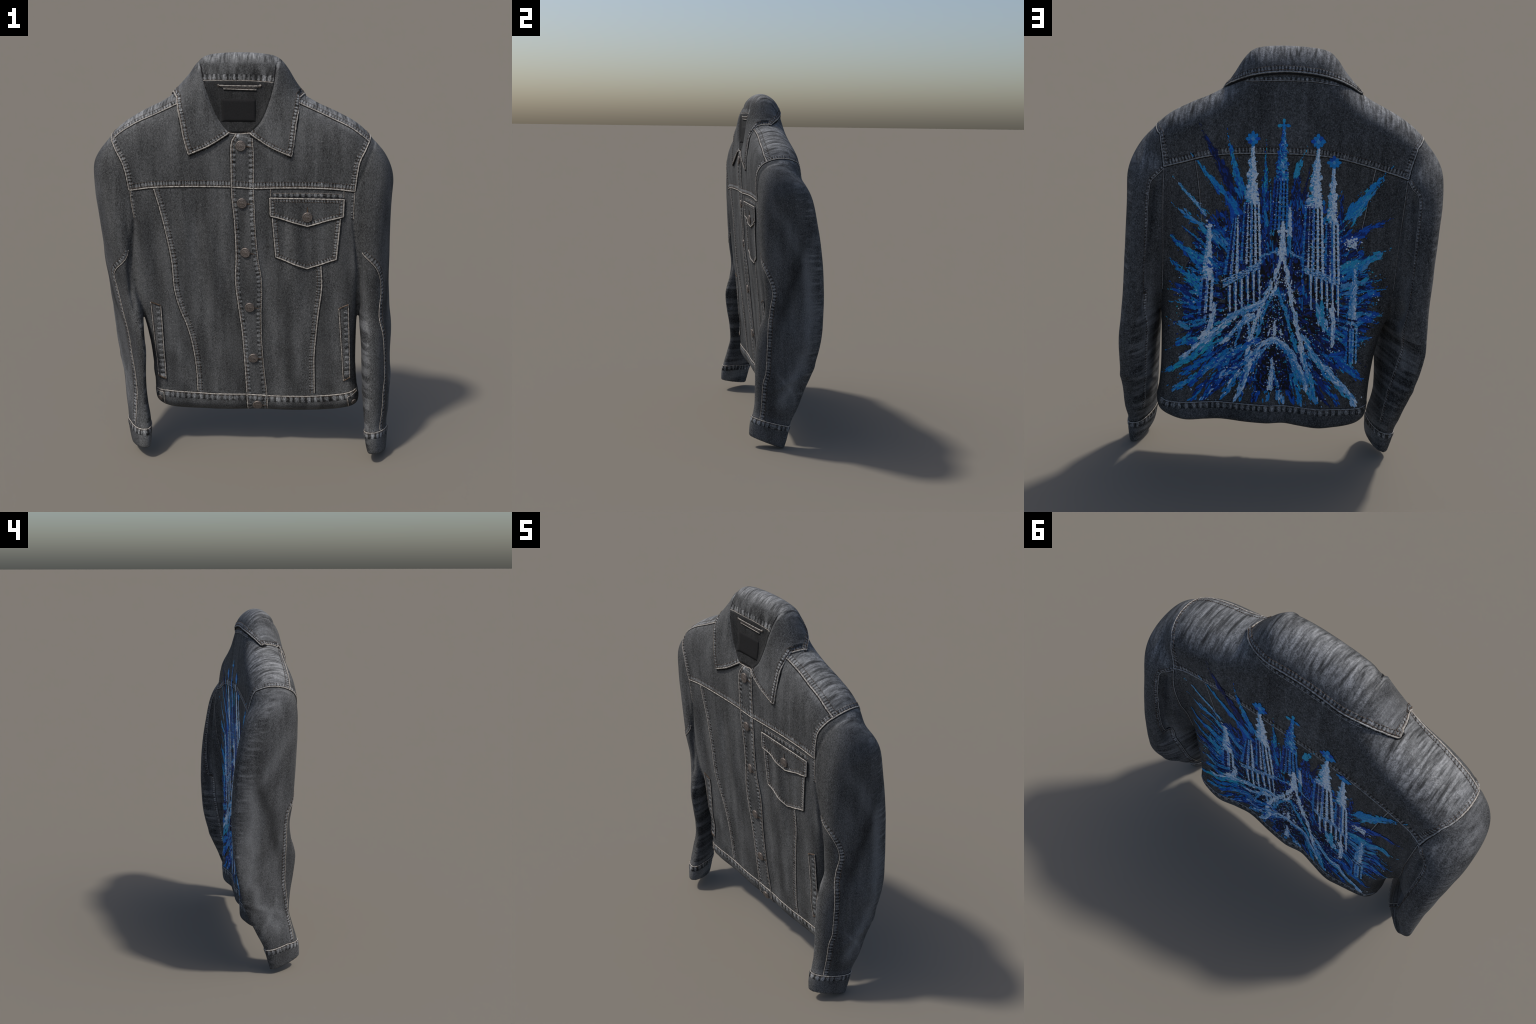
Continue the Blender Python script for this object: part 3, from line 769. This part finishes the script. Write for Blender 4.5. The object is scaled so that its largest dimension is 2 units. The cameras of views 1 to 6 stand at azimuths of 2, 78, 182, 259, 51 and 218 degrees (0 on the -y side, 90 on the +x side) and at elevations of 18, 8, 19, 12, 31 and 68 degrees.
# dark tubes painting the shade where the collar rolls into the neck
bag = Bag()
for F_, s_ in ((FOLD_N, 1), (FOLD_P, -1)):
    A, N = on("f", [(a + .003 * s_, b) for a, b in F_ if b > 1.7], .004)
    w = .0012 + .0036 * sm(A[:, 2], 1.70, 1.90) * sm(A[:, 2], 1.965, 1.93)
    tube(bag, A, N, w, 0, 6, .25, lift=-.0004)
add("collar_fold_shade", bag.mesh("collar_fold_shade", [MAT["dark_line"]]), collar_ob, kind="stuff")
# back seams
seam("back_yoke_seam", "b", B_YOKE, .028, 1, rows=(.95,))
seam("back_princess_seam", "b", B_PRINCESS_P, .020, 1, rows=(), r=.002, height=.0012, band=False)
seam("back_princess_seam", "b", B_PRINCESS_N, .020, -1, rows=(), r=.002, height=.0012, band=False)
seam("back_side_seam", "b", B_SIDE_P, .02, -1, rows=(), r=.0016, band=False)
seam("back_side_seam", "b", B_SIDE_N, .02, 1, rows=(), r=.0016, band=False)
seam("waistband_seam", "b", B_WAIST, .036, -1, parent=waist_ob, rows=(), r=.0027, period=.03, height=.0024)
seam("stand_seam", "b", B_STAND, .016, 1, parent=collar_ob, rows=(), r=.0018, period=.02)
# sleeves
seam("sleeve_seam", "3d", SLEEVE_P_BACK, .016, -1, parent=sleeve_ob[1], rows=(.9,), r=.0018)
seam("sleeve_seam", "3d", SLEEVE_N_BACK, .016, 1, parent=sleeve_ob[-1], rows=(.9,), r=.0018)
seam("sleeve_seam", "3d", SLEEVE_P_FRONT, .026, 1, parent=sleeve_ob[1], rows=(.95,), r=.0020, period=.018)
seam("sleeve_seam", "3d", SLEEVE_N_FRONT, .026, -1, parent=sleeve_ob[-1], rows=(.95,), r=.0020, period=.018)
def cuff_ring(s):
    t = (lambda y: np.interp(y, [-.19, 0], [.167, .128])) if s > 0 else (lambda y: np.interp(y, [-.19, -.11, 0], [.163, .170, .150]))
    tab = SLEEVE_A if s > 0 else SLEEVE_B
    z0 = .15
    xi, xo, yf, yb, sl, ti = interp(z0, tab)
    out = []
    for a in np.linspace(0, 2 * math.pi, 28, endpoint=False):
        e = 2 / 2.2; cx = np.sign(math.cos(a)) * abs(math.cos(a)) ** e; cy = np.sign(math.sin(a)) * abs(math.sin(a)) ** e
        hy = (yb - yf) / 2; yy = (yf + yb) / 2 + cy * hy
        out.append((((xi + xo) / 2 + cx * (xo - xi) / 2 + sl * cy * hy) * s, yy, float(t(yy))))
    return out + out[:2]
for s in (1, -1):
    seam("cuff_seam", "3d", cuff_ring(s), .034, -1 * s, parent=sleeve_ob[s], rows=(), r=.0027, period=.028, height=.0026)

# ---- buttons
def button_mesh():
    prof = [(0, .0075), (.006, .0074), (.0085, .0068), (.0095, .0062), (.0105, .0068), (.0145, .0066), (.0155, .0058), (.0165, .0058), (.0175, .0066), (.0205, .0062), (.0225, .0048), (.0232, .0025), (.0225, -.002)]
    m = 40; V = [(0, -prof[0][1], 0)]; F = []
    for r, h in prof[1:]:
        V += [(r * math.cos(a), -h, r * math.sin(a)) for a in np.linspace(0, 2 * math.pi, m, endpoint=False)]
    for i in range(m): F.append([0, 1 + i, 1 + (i + 1) % m])
    for k in range(len(prof) - 2):
        a, b = 1 + k * m, 1 + (k + 1) * m
        for i in range(m):
            j = (i + 1) % m; F.append([a + i, b + i, b + j, a + j])
    me = new_mesh("button", V, F); me.materials.append(MAT["button"]); return me
bme = button_mesh()
def place_button(x0, z0, lift, parent, scale=1.0):
    A, N = FRONT(np.array([x0]), np.array([z0]))
    ob = add("button", bme, parent)
    ob.location = A[0] + N[0] * lift
    ob.rotation_mode = "QUATERNION"
    ob.rotation_quaternion = Vector((0, -1, 0)).rotation_difference(Vector(N[0]))
    ob.scale = (scale,) * 3
    return ob
holes = Bag()
def buttonhole(x0, z0, x1, z1, lift):
    A, N = on("f", [(x0, z0), ((x0 + x1) / 2, (z0 + z1) / 2), (x1, z1)], .003)
    w = np.linspace(1, .35, len(A))
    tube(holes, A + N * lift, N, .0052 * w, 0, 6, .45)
    tube(holes, A + N * (lift + .0014), N, .0030 * w, 1, 6, .5)
for bx, bz in BUTTONS:
    place_button(bx, bz, .0035, body_ob, 1.06)
    buttonhole(bx + .018, bz - .002, bx + .047, bz - .006, .0034)
place_button(.294, 1.262, .0075, flap, 1.06)
buttonhole(.294, 1.28, .293, 1.312, .0066)
add("buttonhole", holes.mesh("buttonhole", [MAT["dark_line"], MAT["thread"]]), body_ob, kind="stuff")
for tx, tz in ((-.433, .285), (.545, .282)):
    o = place_button(tx, tz, .0005, waist_ob, .6)
# ---------------------------------------------------------------- the painting on the back
def sheet(u, v):
    """Layout units of the painting (u to the viewer's right, v down) to metres on the back."""
    a, b = (np.asarray(u) - 784) / 1000, (np.asarray(v) - 800) / 1000
    w = .0159 * a - .1269 * b + 1
    return (-1.487 * a - .0667 * b - .0077) / w, (.1022 * a - 1.7109 * b + 1.0512) / w

pr = np.random.default_rng(5)
back_paint = bpy.data.objects.new("back_painting", None)
SC.objects.link(back_paint); back_paint.parent = root
dabs = []          # (group, outline u, outline v, colour)
group = ["paint_background"]

def dab(u, v, L, W, ang, col, n=9, jag=.33):
    a = np.linspace(0, 2 * math.pi, n, endpoint=False) + pr.uniform(0, .6)
    r = 1 + pr.uniform(-jag, jag, n)
    du, dv = L * np.cos(a) * r, W * np.sin(a) * r
    c, s = math.cos(ang), math.sin(ang)
    dabs.append((group[0], np.r_[u, u + du * c - dv * s], np.r_[v, v + du * s + dv * c], col))

def pick(cols):
    return cols[pr.integers(len(cols))]

def stroke(pts, w0, w1, cols, loose=.45, gap=.7, frag=0.0, jag=.4):
    """A dragged brush stroke: overlapping torn dabs, narrowing from w0 to w1 (half widths)."""
    s = spline(pts, step=max(1.6, gap * min(w0, w1)))
    T = np.gradient(s, axis=0)
    for i, (p, t) in enumerate(zip(s, T)):
        f = i / max(1, len(s) - 1); w = w0 + (w1 - w0) * f
        if pr.random() < frag * (.3 + f): continue
        ang = math.atan2(t[1], t[0])
        for _ in range(2):
            o = float(np.clip(pr.normal(0, loose * 1.15), -1.3, 1.3)) * w
            k = pr.uniform(.4, 1.0)
            dab(p[0] - math.sin(ang) * o, p[1] + math.cos(ang) * o, max(1.5, w * k * 1.5), max(.9, w * k * .46), ang + pr.normal(0, .16), pick(cols), jag=jag)
        if w > 4 and pr.random() < .35:               # flecks thrown off the edge
            o = pr.choice((-1, 1)) * w * pr.uniform(1.0, 1.9)
            dab(p[0] - math.sin(ang) * o, p[1] + math.cos(ang) * o, pr.uniform(.8, 2.6), pr.uniform(.7, 1.4), ang, pick(cols), 7)

CX, CY = 768, 930
def rim(a):
    """How far the burst of paint reaches in direction a."""
    c, s = math.cos(a), math.sin(a)
    rx = 330 if c < 0 else 350
    ry = 430 if s < 0 else 300
    return 1 / math.sqrt((c / rx) ** 2 + (s / ry) ** 2)

def ray(a, r0, r1, w, cols, drops=True, frag=.12):
    p = lambda r: (CX + r * math.cos(a), CY + r * math.sin(a))
    stroke([p(r1 * .82 + r0 * .18), p((r0 + r1) / 2), p(r0)][::-1], w, w * .35, cols, frag=frag, loose=.5)
    if drops:
        for r in np.arange(r1 * .82 + r0 * .18, r1, 7):
            if pr.random() < .75:
                q = p(r + pr.uniform(-3, 3)); g = pr.uniform(.8, 2.2)
                dab(q[0] + pr.normal(0, 1.5), q[1] + pr.normal(0, 1.5), g * pr.uniform(1, 3), g, a, pick(cols), 7)

# dark ground, brushed outwards
for _ in range(3800):
    a = pr.uniform(0, 2 * math.pi); r = rim(a) * math.sqrt(pr.random()) * .84
    u, v = CX + r * math.cos(a), CY + r * math.sin(a)
    if v < 620 and pr.random() < .70: continue
    ang = a if v > 700 or abs(u - CX) > 150 else math.pi / 2
    e = r / rim(a)
    dab(u, v, pr.uniform(6, 17), pr.uniform(2, 5.5), ang + pr.normal(0, .12),
        pick(["ink", "ink", "navy", "deep"] if e < .55 else ["ink", "navy", "navy", "deep", "royal"] if pr.random() < .85 else ["royal", "azure"]))
for u0 in (655, 735, 742, 830, 843, 868, 975):      # vertical dark runs between the towers
    stroke([(u0, 560 + pr.uniform(-40, 40)), (u0 - 3, 680), (u0 - 4, 830)], 4, 12, ["navy", "navy", "deep", "royal"], frag=.2)
for _ in range(420):
    u, v = pr.normal(770, 75), pr.uniform(620, 960)
    dab(u, v, pr.uniform(6, 20), pr.uniform(1.5, 4.5), math.pi / 2 + pr.normal(0, .1), pick(["navy", "deep", "royal", "deep", "azure"]))

# the burst
group[0] = "paint_stroke"
for i in range(150):
    a = 2 * math.pi * (i + pr.uniform(-.4, .4)) / 150
    up = -math.sin(a)
    if up > .8 and pr.random() < .75: continue
    R = rim(a) * pr.uniform(.82, 1.04)
    tone = pr.random()
    cols = (["navy", "navy", "deep"] if tone < .25 else ["royal", "deep", "royal", "azure"] if tone < .55 else
            ["azure", "royal", "azure", "cyan"] if tone < .82 else ["cyan", "azure", "cyan", "haze"])
    ray(a, R * pr.uniform(.55, .76), R, pr.uniform(2.0, 6.0), cols, frag=.38)
BOLD = [((485, 645), (560, 705), (615, 748), 7, 15, ["haze", "azure", "haze", "cyan"]),
        ((475, 560), (520, 612), (560, 655), 3, 6, ["pale", "haze", "cyan"]),
        ((555, 415), (595, 490), (640, 590), 5, 14, ["navy", "navy", "deep"]),
        ((533, 492), (572, 545), (610, 585), 3, 9, ["azure", "cyan", "azure"]),
        ((585, 560), (620, 600), (650, 650), 9, 17, ["azure", "royal", "azure"]),
        ((632, 440), (648, 510), (668, 590), 4, 12, ["azure", "cyan", "azure", "royal"]),
        ((452, 722), (500, 765), (555, 808), 6, 16, ["azure", "royal", "azure", "cyan"]),
        ((455, 800), (500, 840), (545, 890), 5, 13, ["azure", "cyan", "royal"]),
        ((470, 880), (500, 905), (530, 930), 16, 16, ["royal", "royal", "deep", "azure"]),
        ((505, 848), (520, 858), (540, 870), 10, 14, ["cyan", "teal", "azure"]),
        ((480, 995), (488, 1000), (498, 1004), 9, 9, ["haze", "haze", "cyan"]),
        ((470, 1055), (500, 1040), (540, 1020), 8, 14, ["azure", "royal", "cyan"]),
        ((440, 1135), (520, 1085), (600, 1030), 7, 15, ["cyan", "azure", "cyan", "teal"]),
        ((480, 1150), (530, 1115), (590, 1075), 10, 12, ["azure", "azure", "royal"]),
        ((1098, 545), (1050, 595), (995, 665), 5, 15, ["azure", "azure", "cyan"]),
        ((1075, 585), (1040, 625), (1000, 672), 5, 14, ["azure", "cyan", "haze"]),
        ((1100, 680), (1050, 705), (985, 740), 6, 14, ["royal", "royal", "deep"]),
        ((1092, 778), (1045, 800), (990, 835), 9, 20, ["cyan", "haze", "cyan", "azure"]),
        ((1045, 858), (1020, 866), (985, 880), 13, 16, ["haze", "cyan", "haze"]),
        ((1075, 895), (1058, 903), (1040, 912), 13, 12, ["royal", "royal", "azure"]),
        ((1078, 965), (1045, 980), (1000, 1000), 9, 17, ["royal", "azure", "haze", "royal"]),
        ((1060, 1035), (1030, 1040), (985, 1050), 4, 9, ["azure", "royal"]),
        ((1045, 1175), (1000, 1140), (960, 1100), 7, 14, ["azure", "royal", "royal"]),
        ((1000, 1060), (985, 1085), (960, 1090), 12, 16, ["royal", "azure", "deep"]),
        ((848, 495), (840, 515), (832, 535), 8, 11, ["cyan", "azure", "cyan"]),
        ((740, 475), (741, 540), (738, 590), 2, 7, ["azure", "royal", "teal"])]
for a, b, c, w0, w1, cols in BOLD:
    stroke([a, b, c], w0, w1, cols, loose=.45, frag=.10, jag=.5)
    d = np.array(a) - np.array(c); d = d / np.linalg.norm(d)
    for k in range(7):
        q = np.array(a) + d * (6 + 7 * k) + pr.normal(0, 2, 2)
        if pr.random() < .7: dab(q[0], q[1], pr.uniform(1.5, 4), pr.uniform(.8, 1.9), math.atan2(d[1], d[0]), pick(cols), 7)
for end in ((455, 1195), (500, 1232), (548, 1228), (600, 1225), (648, 1235), (700, 1236), (735, 1235), (785, 1242), (822, 1240), (850, 1244), (893, 1230), (930, 1243), (965, 1243), (1010, 1238)):
    s = (CX + (end[0] - CX) * .38, 1075 + pr.uniform(-10, 40))
    stroke([s, ((s[0] + end[0]) / 2, (s[1] + end[1]) / 2), end], 11, 9, pick([["azure", "cyan", "haze", "azure"], ["navy", "deep", "royal"], ["royal", "azure", "deep"], ["pale", "haze", "azure", "white"]]), frag=.15)

# towers
def finial(u, v, r, cols=("azure", "royal", "azure")):
    for k in range(8):
        a = k * math.pi / 4; q = r * (.72 if k % 2 == 0 else .55)
        dab(u + q * math.cos(a), v + q * math.sin(a), r * .42, r * .30, a, pick(cols), 7, .15)
    dab(u, v, r * .34, r * .34, 0, "haze", 8, .2); dab(u + 1, v, r * .18, r * .14, 0, "teal", 7, .2)

def spire(u0, v0, u1, v1, hw, light, shade, knobs=(.28, .5)):
    """Bumpy stone cone: shaded left half, lit right half, toothed rim."""
    for f in np.linspace(0, 1, int((v1 - v0) / 2.6)):
        u, v = u0 + (u1 - u0) * f, v0 + (v1 - v0) * f
        w = 3.6 + (hw - 3.6) * f ** 1.1
        for k in knobs:
            w += hw * .26 * math.exp(-((f - k) / .035) ** 2)
        for q in range(4):
            x_ = pr.uniform(-1, 1)
            dab(u + x_ * w * .75, v + pr.normal(0, 1), pr.uniform(3.5, 6.5), max(2.2, w * .34), math.pi / 2 + pr.normal(0, .25), pick(light if x_ > -.2 or pr.random() < .3 else shade), 8, .3)
        if pr.random() < .7:
            s_ = pr.choice((-1, 1)); dab(u + s_ * w, v, 2.4, 1.8, 0, pick(light if s_ > 0 else shade), 6, .4)
    for x_ in np.linspace(-1, 1, 9):
        dab(u1 + x_ * hw * 1.02, v1 + 1 + 3 * abs(x_), 3.8, 2.2, math.pi / 2, pick(light), 6, .3)

def shaft(u0, v0, hw0, u1, v1, hw1, cols, n=4, light=("white", "pale", "white"), shade=("azure", "royal", "haze")):
    for f in np.linspace(0, 1, int((v1 - v0) / 5)):      # dark core
        u, v, w = u0 + (u1 - u0) * f, v0 + (v1 - v0) * f, hw0 + (hw1 - hw0) * f
        dab(u, v, 4, w, 0, pick(["azure", "haze", "royal"]), 8, .1); dab(u - w * .55, v, w * .5, 4, 0, pick(["navy", "deep"]), 7, .2)
    for c in range(n + 1):
        t = -1 + 2 * c / n
        lit = light if t > -.6 else shade
        for f in np.linspace(0, 1, int((v1 - v0) / 3.2)):
            u, v, w = u0 + (u1 - u0) * f, v0 + (v1 - v0) * f, hw0 + (hw1 - hw0) * f
            dab(u + t * w + pr.normal(0, .5), v, 3.4, max(2.2, w * .66 / n) * pr.uniform(.75, 1.15), math.pi / 2 + pr.normal(0, .1), pick(lit), 6, .3)
    for c in range(n):                                   # louvres between the ribs
        t = -1 + (2 * c + 1) / n
        for f in np.arange(.02, 1, 13.5 / (v1 - v0)):
            u, v, w = u0 + (u1 - u0) * f, v0 + (v1 - v0) * f, hw0 + (hw1 - hw0) * f
            if pr.random() < .55: dab(u + t * w, v, max(1.3, w * .42 / n), 1.0, pr.normal(0, .2), pick(light if t > -.4 else shade), 6, .3)
            dab(u + t * w, v + 6.5, 5.4, max(1.7, w * .46 / n), math.pi / 2, "ink", 8, .1)

STONE, COOL = ["white", "white", "pale", "white"], ["pale", "haze", "cyan", "pale"]
group[0] = "painted_tower.a"
spire(797, 398, 789, 545, 21, ["azure", "haze", "pale", "royal", "cyan"], ["royal", "azure", "deep"], (.3, .45, .7))
for q in ((0, -12), (0, 10), (-13, 2), (13, 2)):
    dab(797 + q[0], 383 + q[1], 7.5, 5.2, math.atan2(q[1], q[0]), pick(["azure", "cyan"]), 7, .15)
dab(797, 386, 13, 3.6, 1.57, "azure", 8, .2); dab(797, 384, 11, 3.4, 0, "azure", 8, .2); dab(797, 384, 6, 2.4, 1.57, "pale", 7, .2)
shaft(788, 548, 19, 780, 700, 25, None, 4, ("azure", "haze", "royal"), ("royal", "deep"))
group[0] = "painted_tower.b"
finial(702, 424, 21); spire(702, 446, 698, 618, 22, STONE, COOL); shaft(698, 620, 21, 695, 806, 29, None, 4)
group[0] = "painted_tower.c"
shaft(649, 664, 6, 634, 836, 18, None, 2)
group[0] = "painted_tower.d"
finial(902, 433, 21); spire(902, 456, 888, 630, 25, STONE, COOL); shaft(888, 632, 24, 884, 834, 31, None, 4)
group[0] = "painted_tower.e"
finial(950, 497, 20); spire(949, 518, 943, 682, 18, STONE, COOL); shaft(944, 684, 17, 944, 868, 20, None, 3)
group[0] = "painted_tower.f"
for q in range(9): dab(568 + pr.normal(0, 4), 690 + pr.normal(0, 5), 4, 3.5, 0, "white", 7)
spire(568, 700, 561, 852, 18, STONE, COOL, (.15,)); shaft(561, 855, 16, 553, 972, 17, None, 2)
group[0] = "painted_tower.g"
spire(1013, 828, 1003, 1002, 17, ["pale", "haze", "pale", "white"], ["haze", "azure"], (.3,)); shaft(1003, 1004, 15, 1000, 1112, 15, None, 3, ("haze", "azure", "pale"), ("azure", "royal"))
spire(815, 640, 813, 718, 7, STONE, COOL, (.3,)); stroke([(813, 718), (815, 750), (818, 785)], 6, 2, ["azure", "haze", "cyan"])

# arcades under the towers
group[0] = "painted_arcade"
def arcade(u0, u1, top, drop, foot, n):
    for i in range(4):
        stroke([(u0, top(u0) - 10 + 6 * i), ((u0 + u1) / 2, top((u0 + u1) / 2) - 10 + 6 * i), (u1, top(u1) - 10 + 6 * i)], 3.2, 3.2, ["white", "pale", "haze", "azure", "pale"], frag=.35)
    w = (u1 - u0) / n
    for k in range(n):
        u = u0 + w * (k + .5); h = drop * pr.uniform(.85, 1.15); v0 = top(u) + 12
        for f in np.linspace(0, 1, 10):
            dab(u, v0 + h * f, 6, w * .27 * min(1, .55 + 2 * f), math.pi / 2, pick(["ink", "ink", "navy"]), 8, .1)
        for f in np.linspace(0, 1, 22):
            dab(u + w * .5, v0 + (h + foot) * f, 4, w * .19 * pr.uniform(.7, 1.2), math.pi / 2, pick(STONE if f < .8 else COOL), 6, .3)
            if f < .8: dab(u + w * .22, v0 + h * f, 4, w * .10, math.pi / 2, pick(["azure", "royal", "haze"]), 6, .3)
arcade(612, 722, lambda u: 868 - (u - 612) * .50, 58, 40, 6)
arcade(862, 962, lambda u: 826 + (u - 862) * .42, 62, 46, 6)

# dark gaps kept open between the strokes of the lower half
group[0] = "paint_stroke"
for _ in range(70):
    a = pr.uniform(.12, 3.02); r0 = rim(a) * pr.uniform(.30, .6); r1 = r0 + pr.uniform(30, 85)
    stroke([(CX + r0 * math.cos(a), CY + r0 * math.sin(a)), (CX + (r0 + r1) / 2 * math.cos(a), CY + (r0 + r1) / 2 * math.sin(a)), (CX + r1 * math.cos(a), CY + r1 * math.sin(a))],
           2.2, 4.2, ["ink", "navy", "navy", "deep"], frag=.2)
# gable, arches and buttresses
group[0] = "painted_gable"
for c, rx, ry in (((768, 955), 24, 55), ((792, 845), 13, 34), ((760, 1130), 42, 70), ((745, 850), 20, 50), ((832, 830), 16, 40)):
    for _ in range(60):
        a, r = pr.uniform(0, 6.28), math.sqrt(pr.random())
        dab(c[0] + rx * r * math.cos(a), c[1] + ry * r * math.sin(a), 9, 5, 1.57, pick(["ink", "ink", "navy", "deep"]), 8, .2)
def pointed(u, v, w, h, cols):
    """Dark pointed opening: apex (u, v), half width w, height h."""
    for f in np.linspace(.04, 1, int(h / 4)):
        ww = w * math.sqrt(f) * (1 - .12 * f)
        for q in np.arange(-ww, ww + .1, 6):
            dab(u + q + pr.normal(0, 1), v + h * f, 6, 3.6, math.pi / 2 + q / w * .35, pick(cols), 8, .2)
pointed(768, 905, 44, 115, ["ink", "ink", "ink", "navy", "deep"])
pointed(764, 1062, 58, 130, ["ink", "ink", "navy", "ink", "deep"])
pointed(791, 815, 17, 60, ["ink", "ink", "navy"])
LINES = [([(722, 788), (745, 776), (772, 768)], 4, 4, ["haze", "pale", "azure"]), ([(812, 768), (832, 782), (858, 796)], 4, 4, ["haze", "pale", "azure"]),
         ([(770, 892), (742, 940), (718, 1010), (706, 1060)], 6, 6, ["azure", "cyan", "haze"]), ([(776, 892), (798, 945), (820, 1030), (835, 1075)], 6, 6, ["azure", "cyan", "haze"]),
         ([(792, 760), (778, 815), (752, 885), (722, 950), (700, 1020), (682, 1090)], 6, 8, STONE + ["pale"]),
         ([(794, 760), (803, 830), (816, 905), (833, 985), (848, 1060), (858, 1125)], 7, 8, STONE + ["pale"]),
         ([(784, 840), (772, 872), (758, 905)], 4, 5, STONE), ([(800, 850), (812, 880), (822, 915)], 5, 5, STONE),
         ([(766, 1036), (735, 1050), (708, 1080), (688, 1125), (668, 1180), (648, 1225)], 8, 9, ["white", "pale", "pale", "haze"]),
         ([(766, 1042), (740, 1062), (718, 1095)], 5, 5, ["haze", "azure", "pale"]),
         ([(766, 1036), (795, 1056), (825, 1090), (850, 1140), (865, 1190)], 8, 7, ["pale", "white", "haze", "pale"]),
         ([(770, 1046), (800, 1075), (825, 1115)], 5, 6, ["haze", "azure", "azure"]),
         ([(722, 930), (672, 950), (610, 992), (548, 1048), (488, 1092)], 10, 12, ["pale", "white", "haze", "cyan", "pale"]),
         ([(700, 965), (655, 1000), (610, 1050)], 9, 8, ["pale", "haze", "white"]),
         ([(585, 930), (578, 965), (566, 1005), (545, 1035)], 5, 10, STONE + ["pale"]),
         ([(735, 925), (690, 950), (640, 962), (612, 985)], 6, 7, ["azure", "haze", "pale"]),
         ([(672, 965), (662, 1010), (645, 1055)], 4, 4, ["azure", "haze"]), ([(676, 968), (690, 1010), (686, 1040)], 4, 4, ["pale", "haze"]),
         ([(715, 1040), (640, 1080), (560, 1130), (510, 1175)], 9, 8, ["royal", "azure", "haze", "royal"]),
         ([(700, 1090), (640, 1130), (580, 1180), (545, 1225)], 10, 8, ["royal", "deep", "azure", "pale"]),
         ([(852, 1030), (885, 1085), (930, 1135), (975, 1185), (1015, 1238)], 8, 10, ["pale", "haze", "white", "pale"]),
         ([(862, 1040), (900, 1110), (925, 1130)], 9, 8, ["haze", "cyan", "azure"]),
         ([(905, 945), (915, 985), (920, 1010)], 14, 8, ["cyan", "haze", "pale"]),
         ([(945, 945), (947, 1000), (942, 1060)], 8, 5, STONE + ["pale"]),
         ([(855, 1090), (872, 1150), (890, 1225)], 8, 9, ["azure", "pale", "haze", "cyan"]),
         ([(760, 1098), (757, 1150), (752, 1190)], 4, 8, STONE + ["pale", "azure"]), ([(760, 1130), (772, 1165), (776, 1190)], 4, 4, ["azure", "haze", "royal"]),
         ([(768, 984), (768, 1005), (768, 1024)], 3, 6, STONE), ([(748, 1024), (752, 1008)], 3, 2, STONE), ([(788, 1024), (785, 1008)], 3, 2, STONE)]
for pts, w0, w1, cols in LINES:
    stroke(pts, w0, w1, cols, loose=.42, gap=.55, frag=.06)
spire(793, 682, 790, 775, 13, STONE, STONE + ["pale"], (.2,))
for q in ((0, -8), (-13, 14), (13, 14), (0, 8)):
    for _ in range(3): dab(792 + q[0] + pr.normal(0, 2), 694 + q[1] + pr.normal(0, 2), 4.5, 3.6, 0, "white", 7)
for _ in range(70):                                   # blossom of white by the right tower
    dab(1004 + pr.normal(0, 11) , 745 + pr.normal(0, 9), pr.uniform(1.5, 4), pr.uniform(1.5, 3), 0, "white", 7)

# spatter
group[0] = "paint_speckle"
for _ in range(1700):
    a = pr.uniform(0, 2 * math.pi); r = rim(a) * pr.random() ** .7 * .92
    u, v = CX + r * math.cos(a), CY + r * math.sin(a) * (1 if math.sin(a) > 0 else .8)
    g = pr.choice([1.0, 1.4, 1.9, 2.7], p=[.35, .35, .2, .1])
    dab(u, v, g, g, 0, pick(["white", "pale", "pale", "haze", "cyan", "teal", "ink"]), 6, .2)
for _ in range(330):                                  # white beads along the stonework
    pts = LINES[pr.integers(4, len(LINES))][0]; s = np.array(pts[pr.integers(len(pts))]) + pr.normal(0, 13, 2)
    dab(s[0], s[1], pr.uniform(1.2, 3), pr.uniform(1.2, 2.6), 0, pick(["white", "white", "pale"]), 7, .2)

# lay every dab on the cloth, later ones on top
alln = sum(len(d[1]) for d in dabs)
X, Z = sheet(np.concatenate([d[1] for d in dabs]), np.concatenate([d[2] for d in dabs]))
order = np.concatenate([np.full(len(d[1]), i / len(dabs)) for i, d in enumerate(dabs)])
A, N = BACK(X, Z)
zy = line_at(X, B_YOKE)
lift = .0011 + .0026 * order + .0034 * sm(Z - zy, -.010, -.003) * sm(Z - zy, .036, .028)
lift += .0016 * sm(np.minimum(np.abs(X - x_at(Z, B_PRINCESS_P)), np.abs(X - x_at(Z, B_PRINCESS_N))), .006, .001) * (Z > 1.09)
Q = A + N * lift[:, None]
edge_p, edge_n = b_edge_p(Z) - .03, b_edge_n(Z) + .035
parts, i = {}, 0
zmin = line_at(X, B_WAIST) + .004
for g, du, dv, col in dabs:
    n = len(du); q = Q[i:i + n]; low = Z[i:i + n] < zmin[i:i + n]; far = (X[i:i + n] > edge_p[i:i + n]) | (X[i:i + n] < edge_n[i:i + n]); i += n
    if low.any() or far.any(): continue
    bag = parts.setdefault(g, Bag())
    q = q.copy(); q[0] += (0, .0003, 0)
    bag.put(q, [[0, 1 + k, 1 + (k + 1) % (n - 1)] for k in range(n - 1)], INKS.index(col))
for g, bag in parts.items():
    name = g.split(".")[0]
    me = bag.mesh(name, PAINT)
    add(name, me, back_paint, kind=None if name in ("painted_tower", "painted_arcade", "painted_gable") else "stuff", smooth=False)
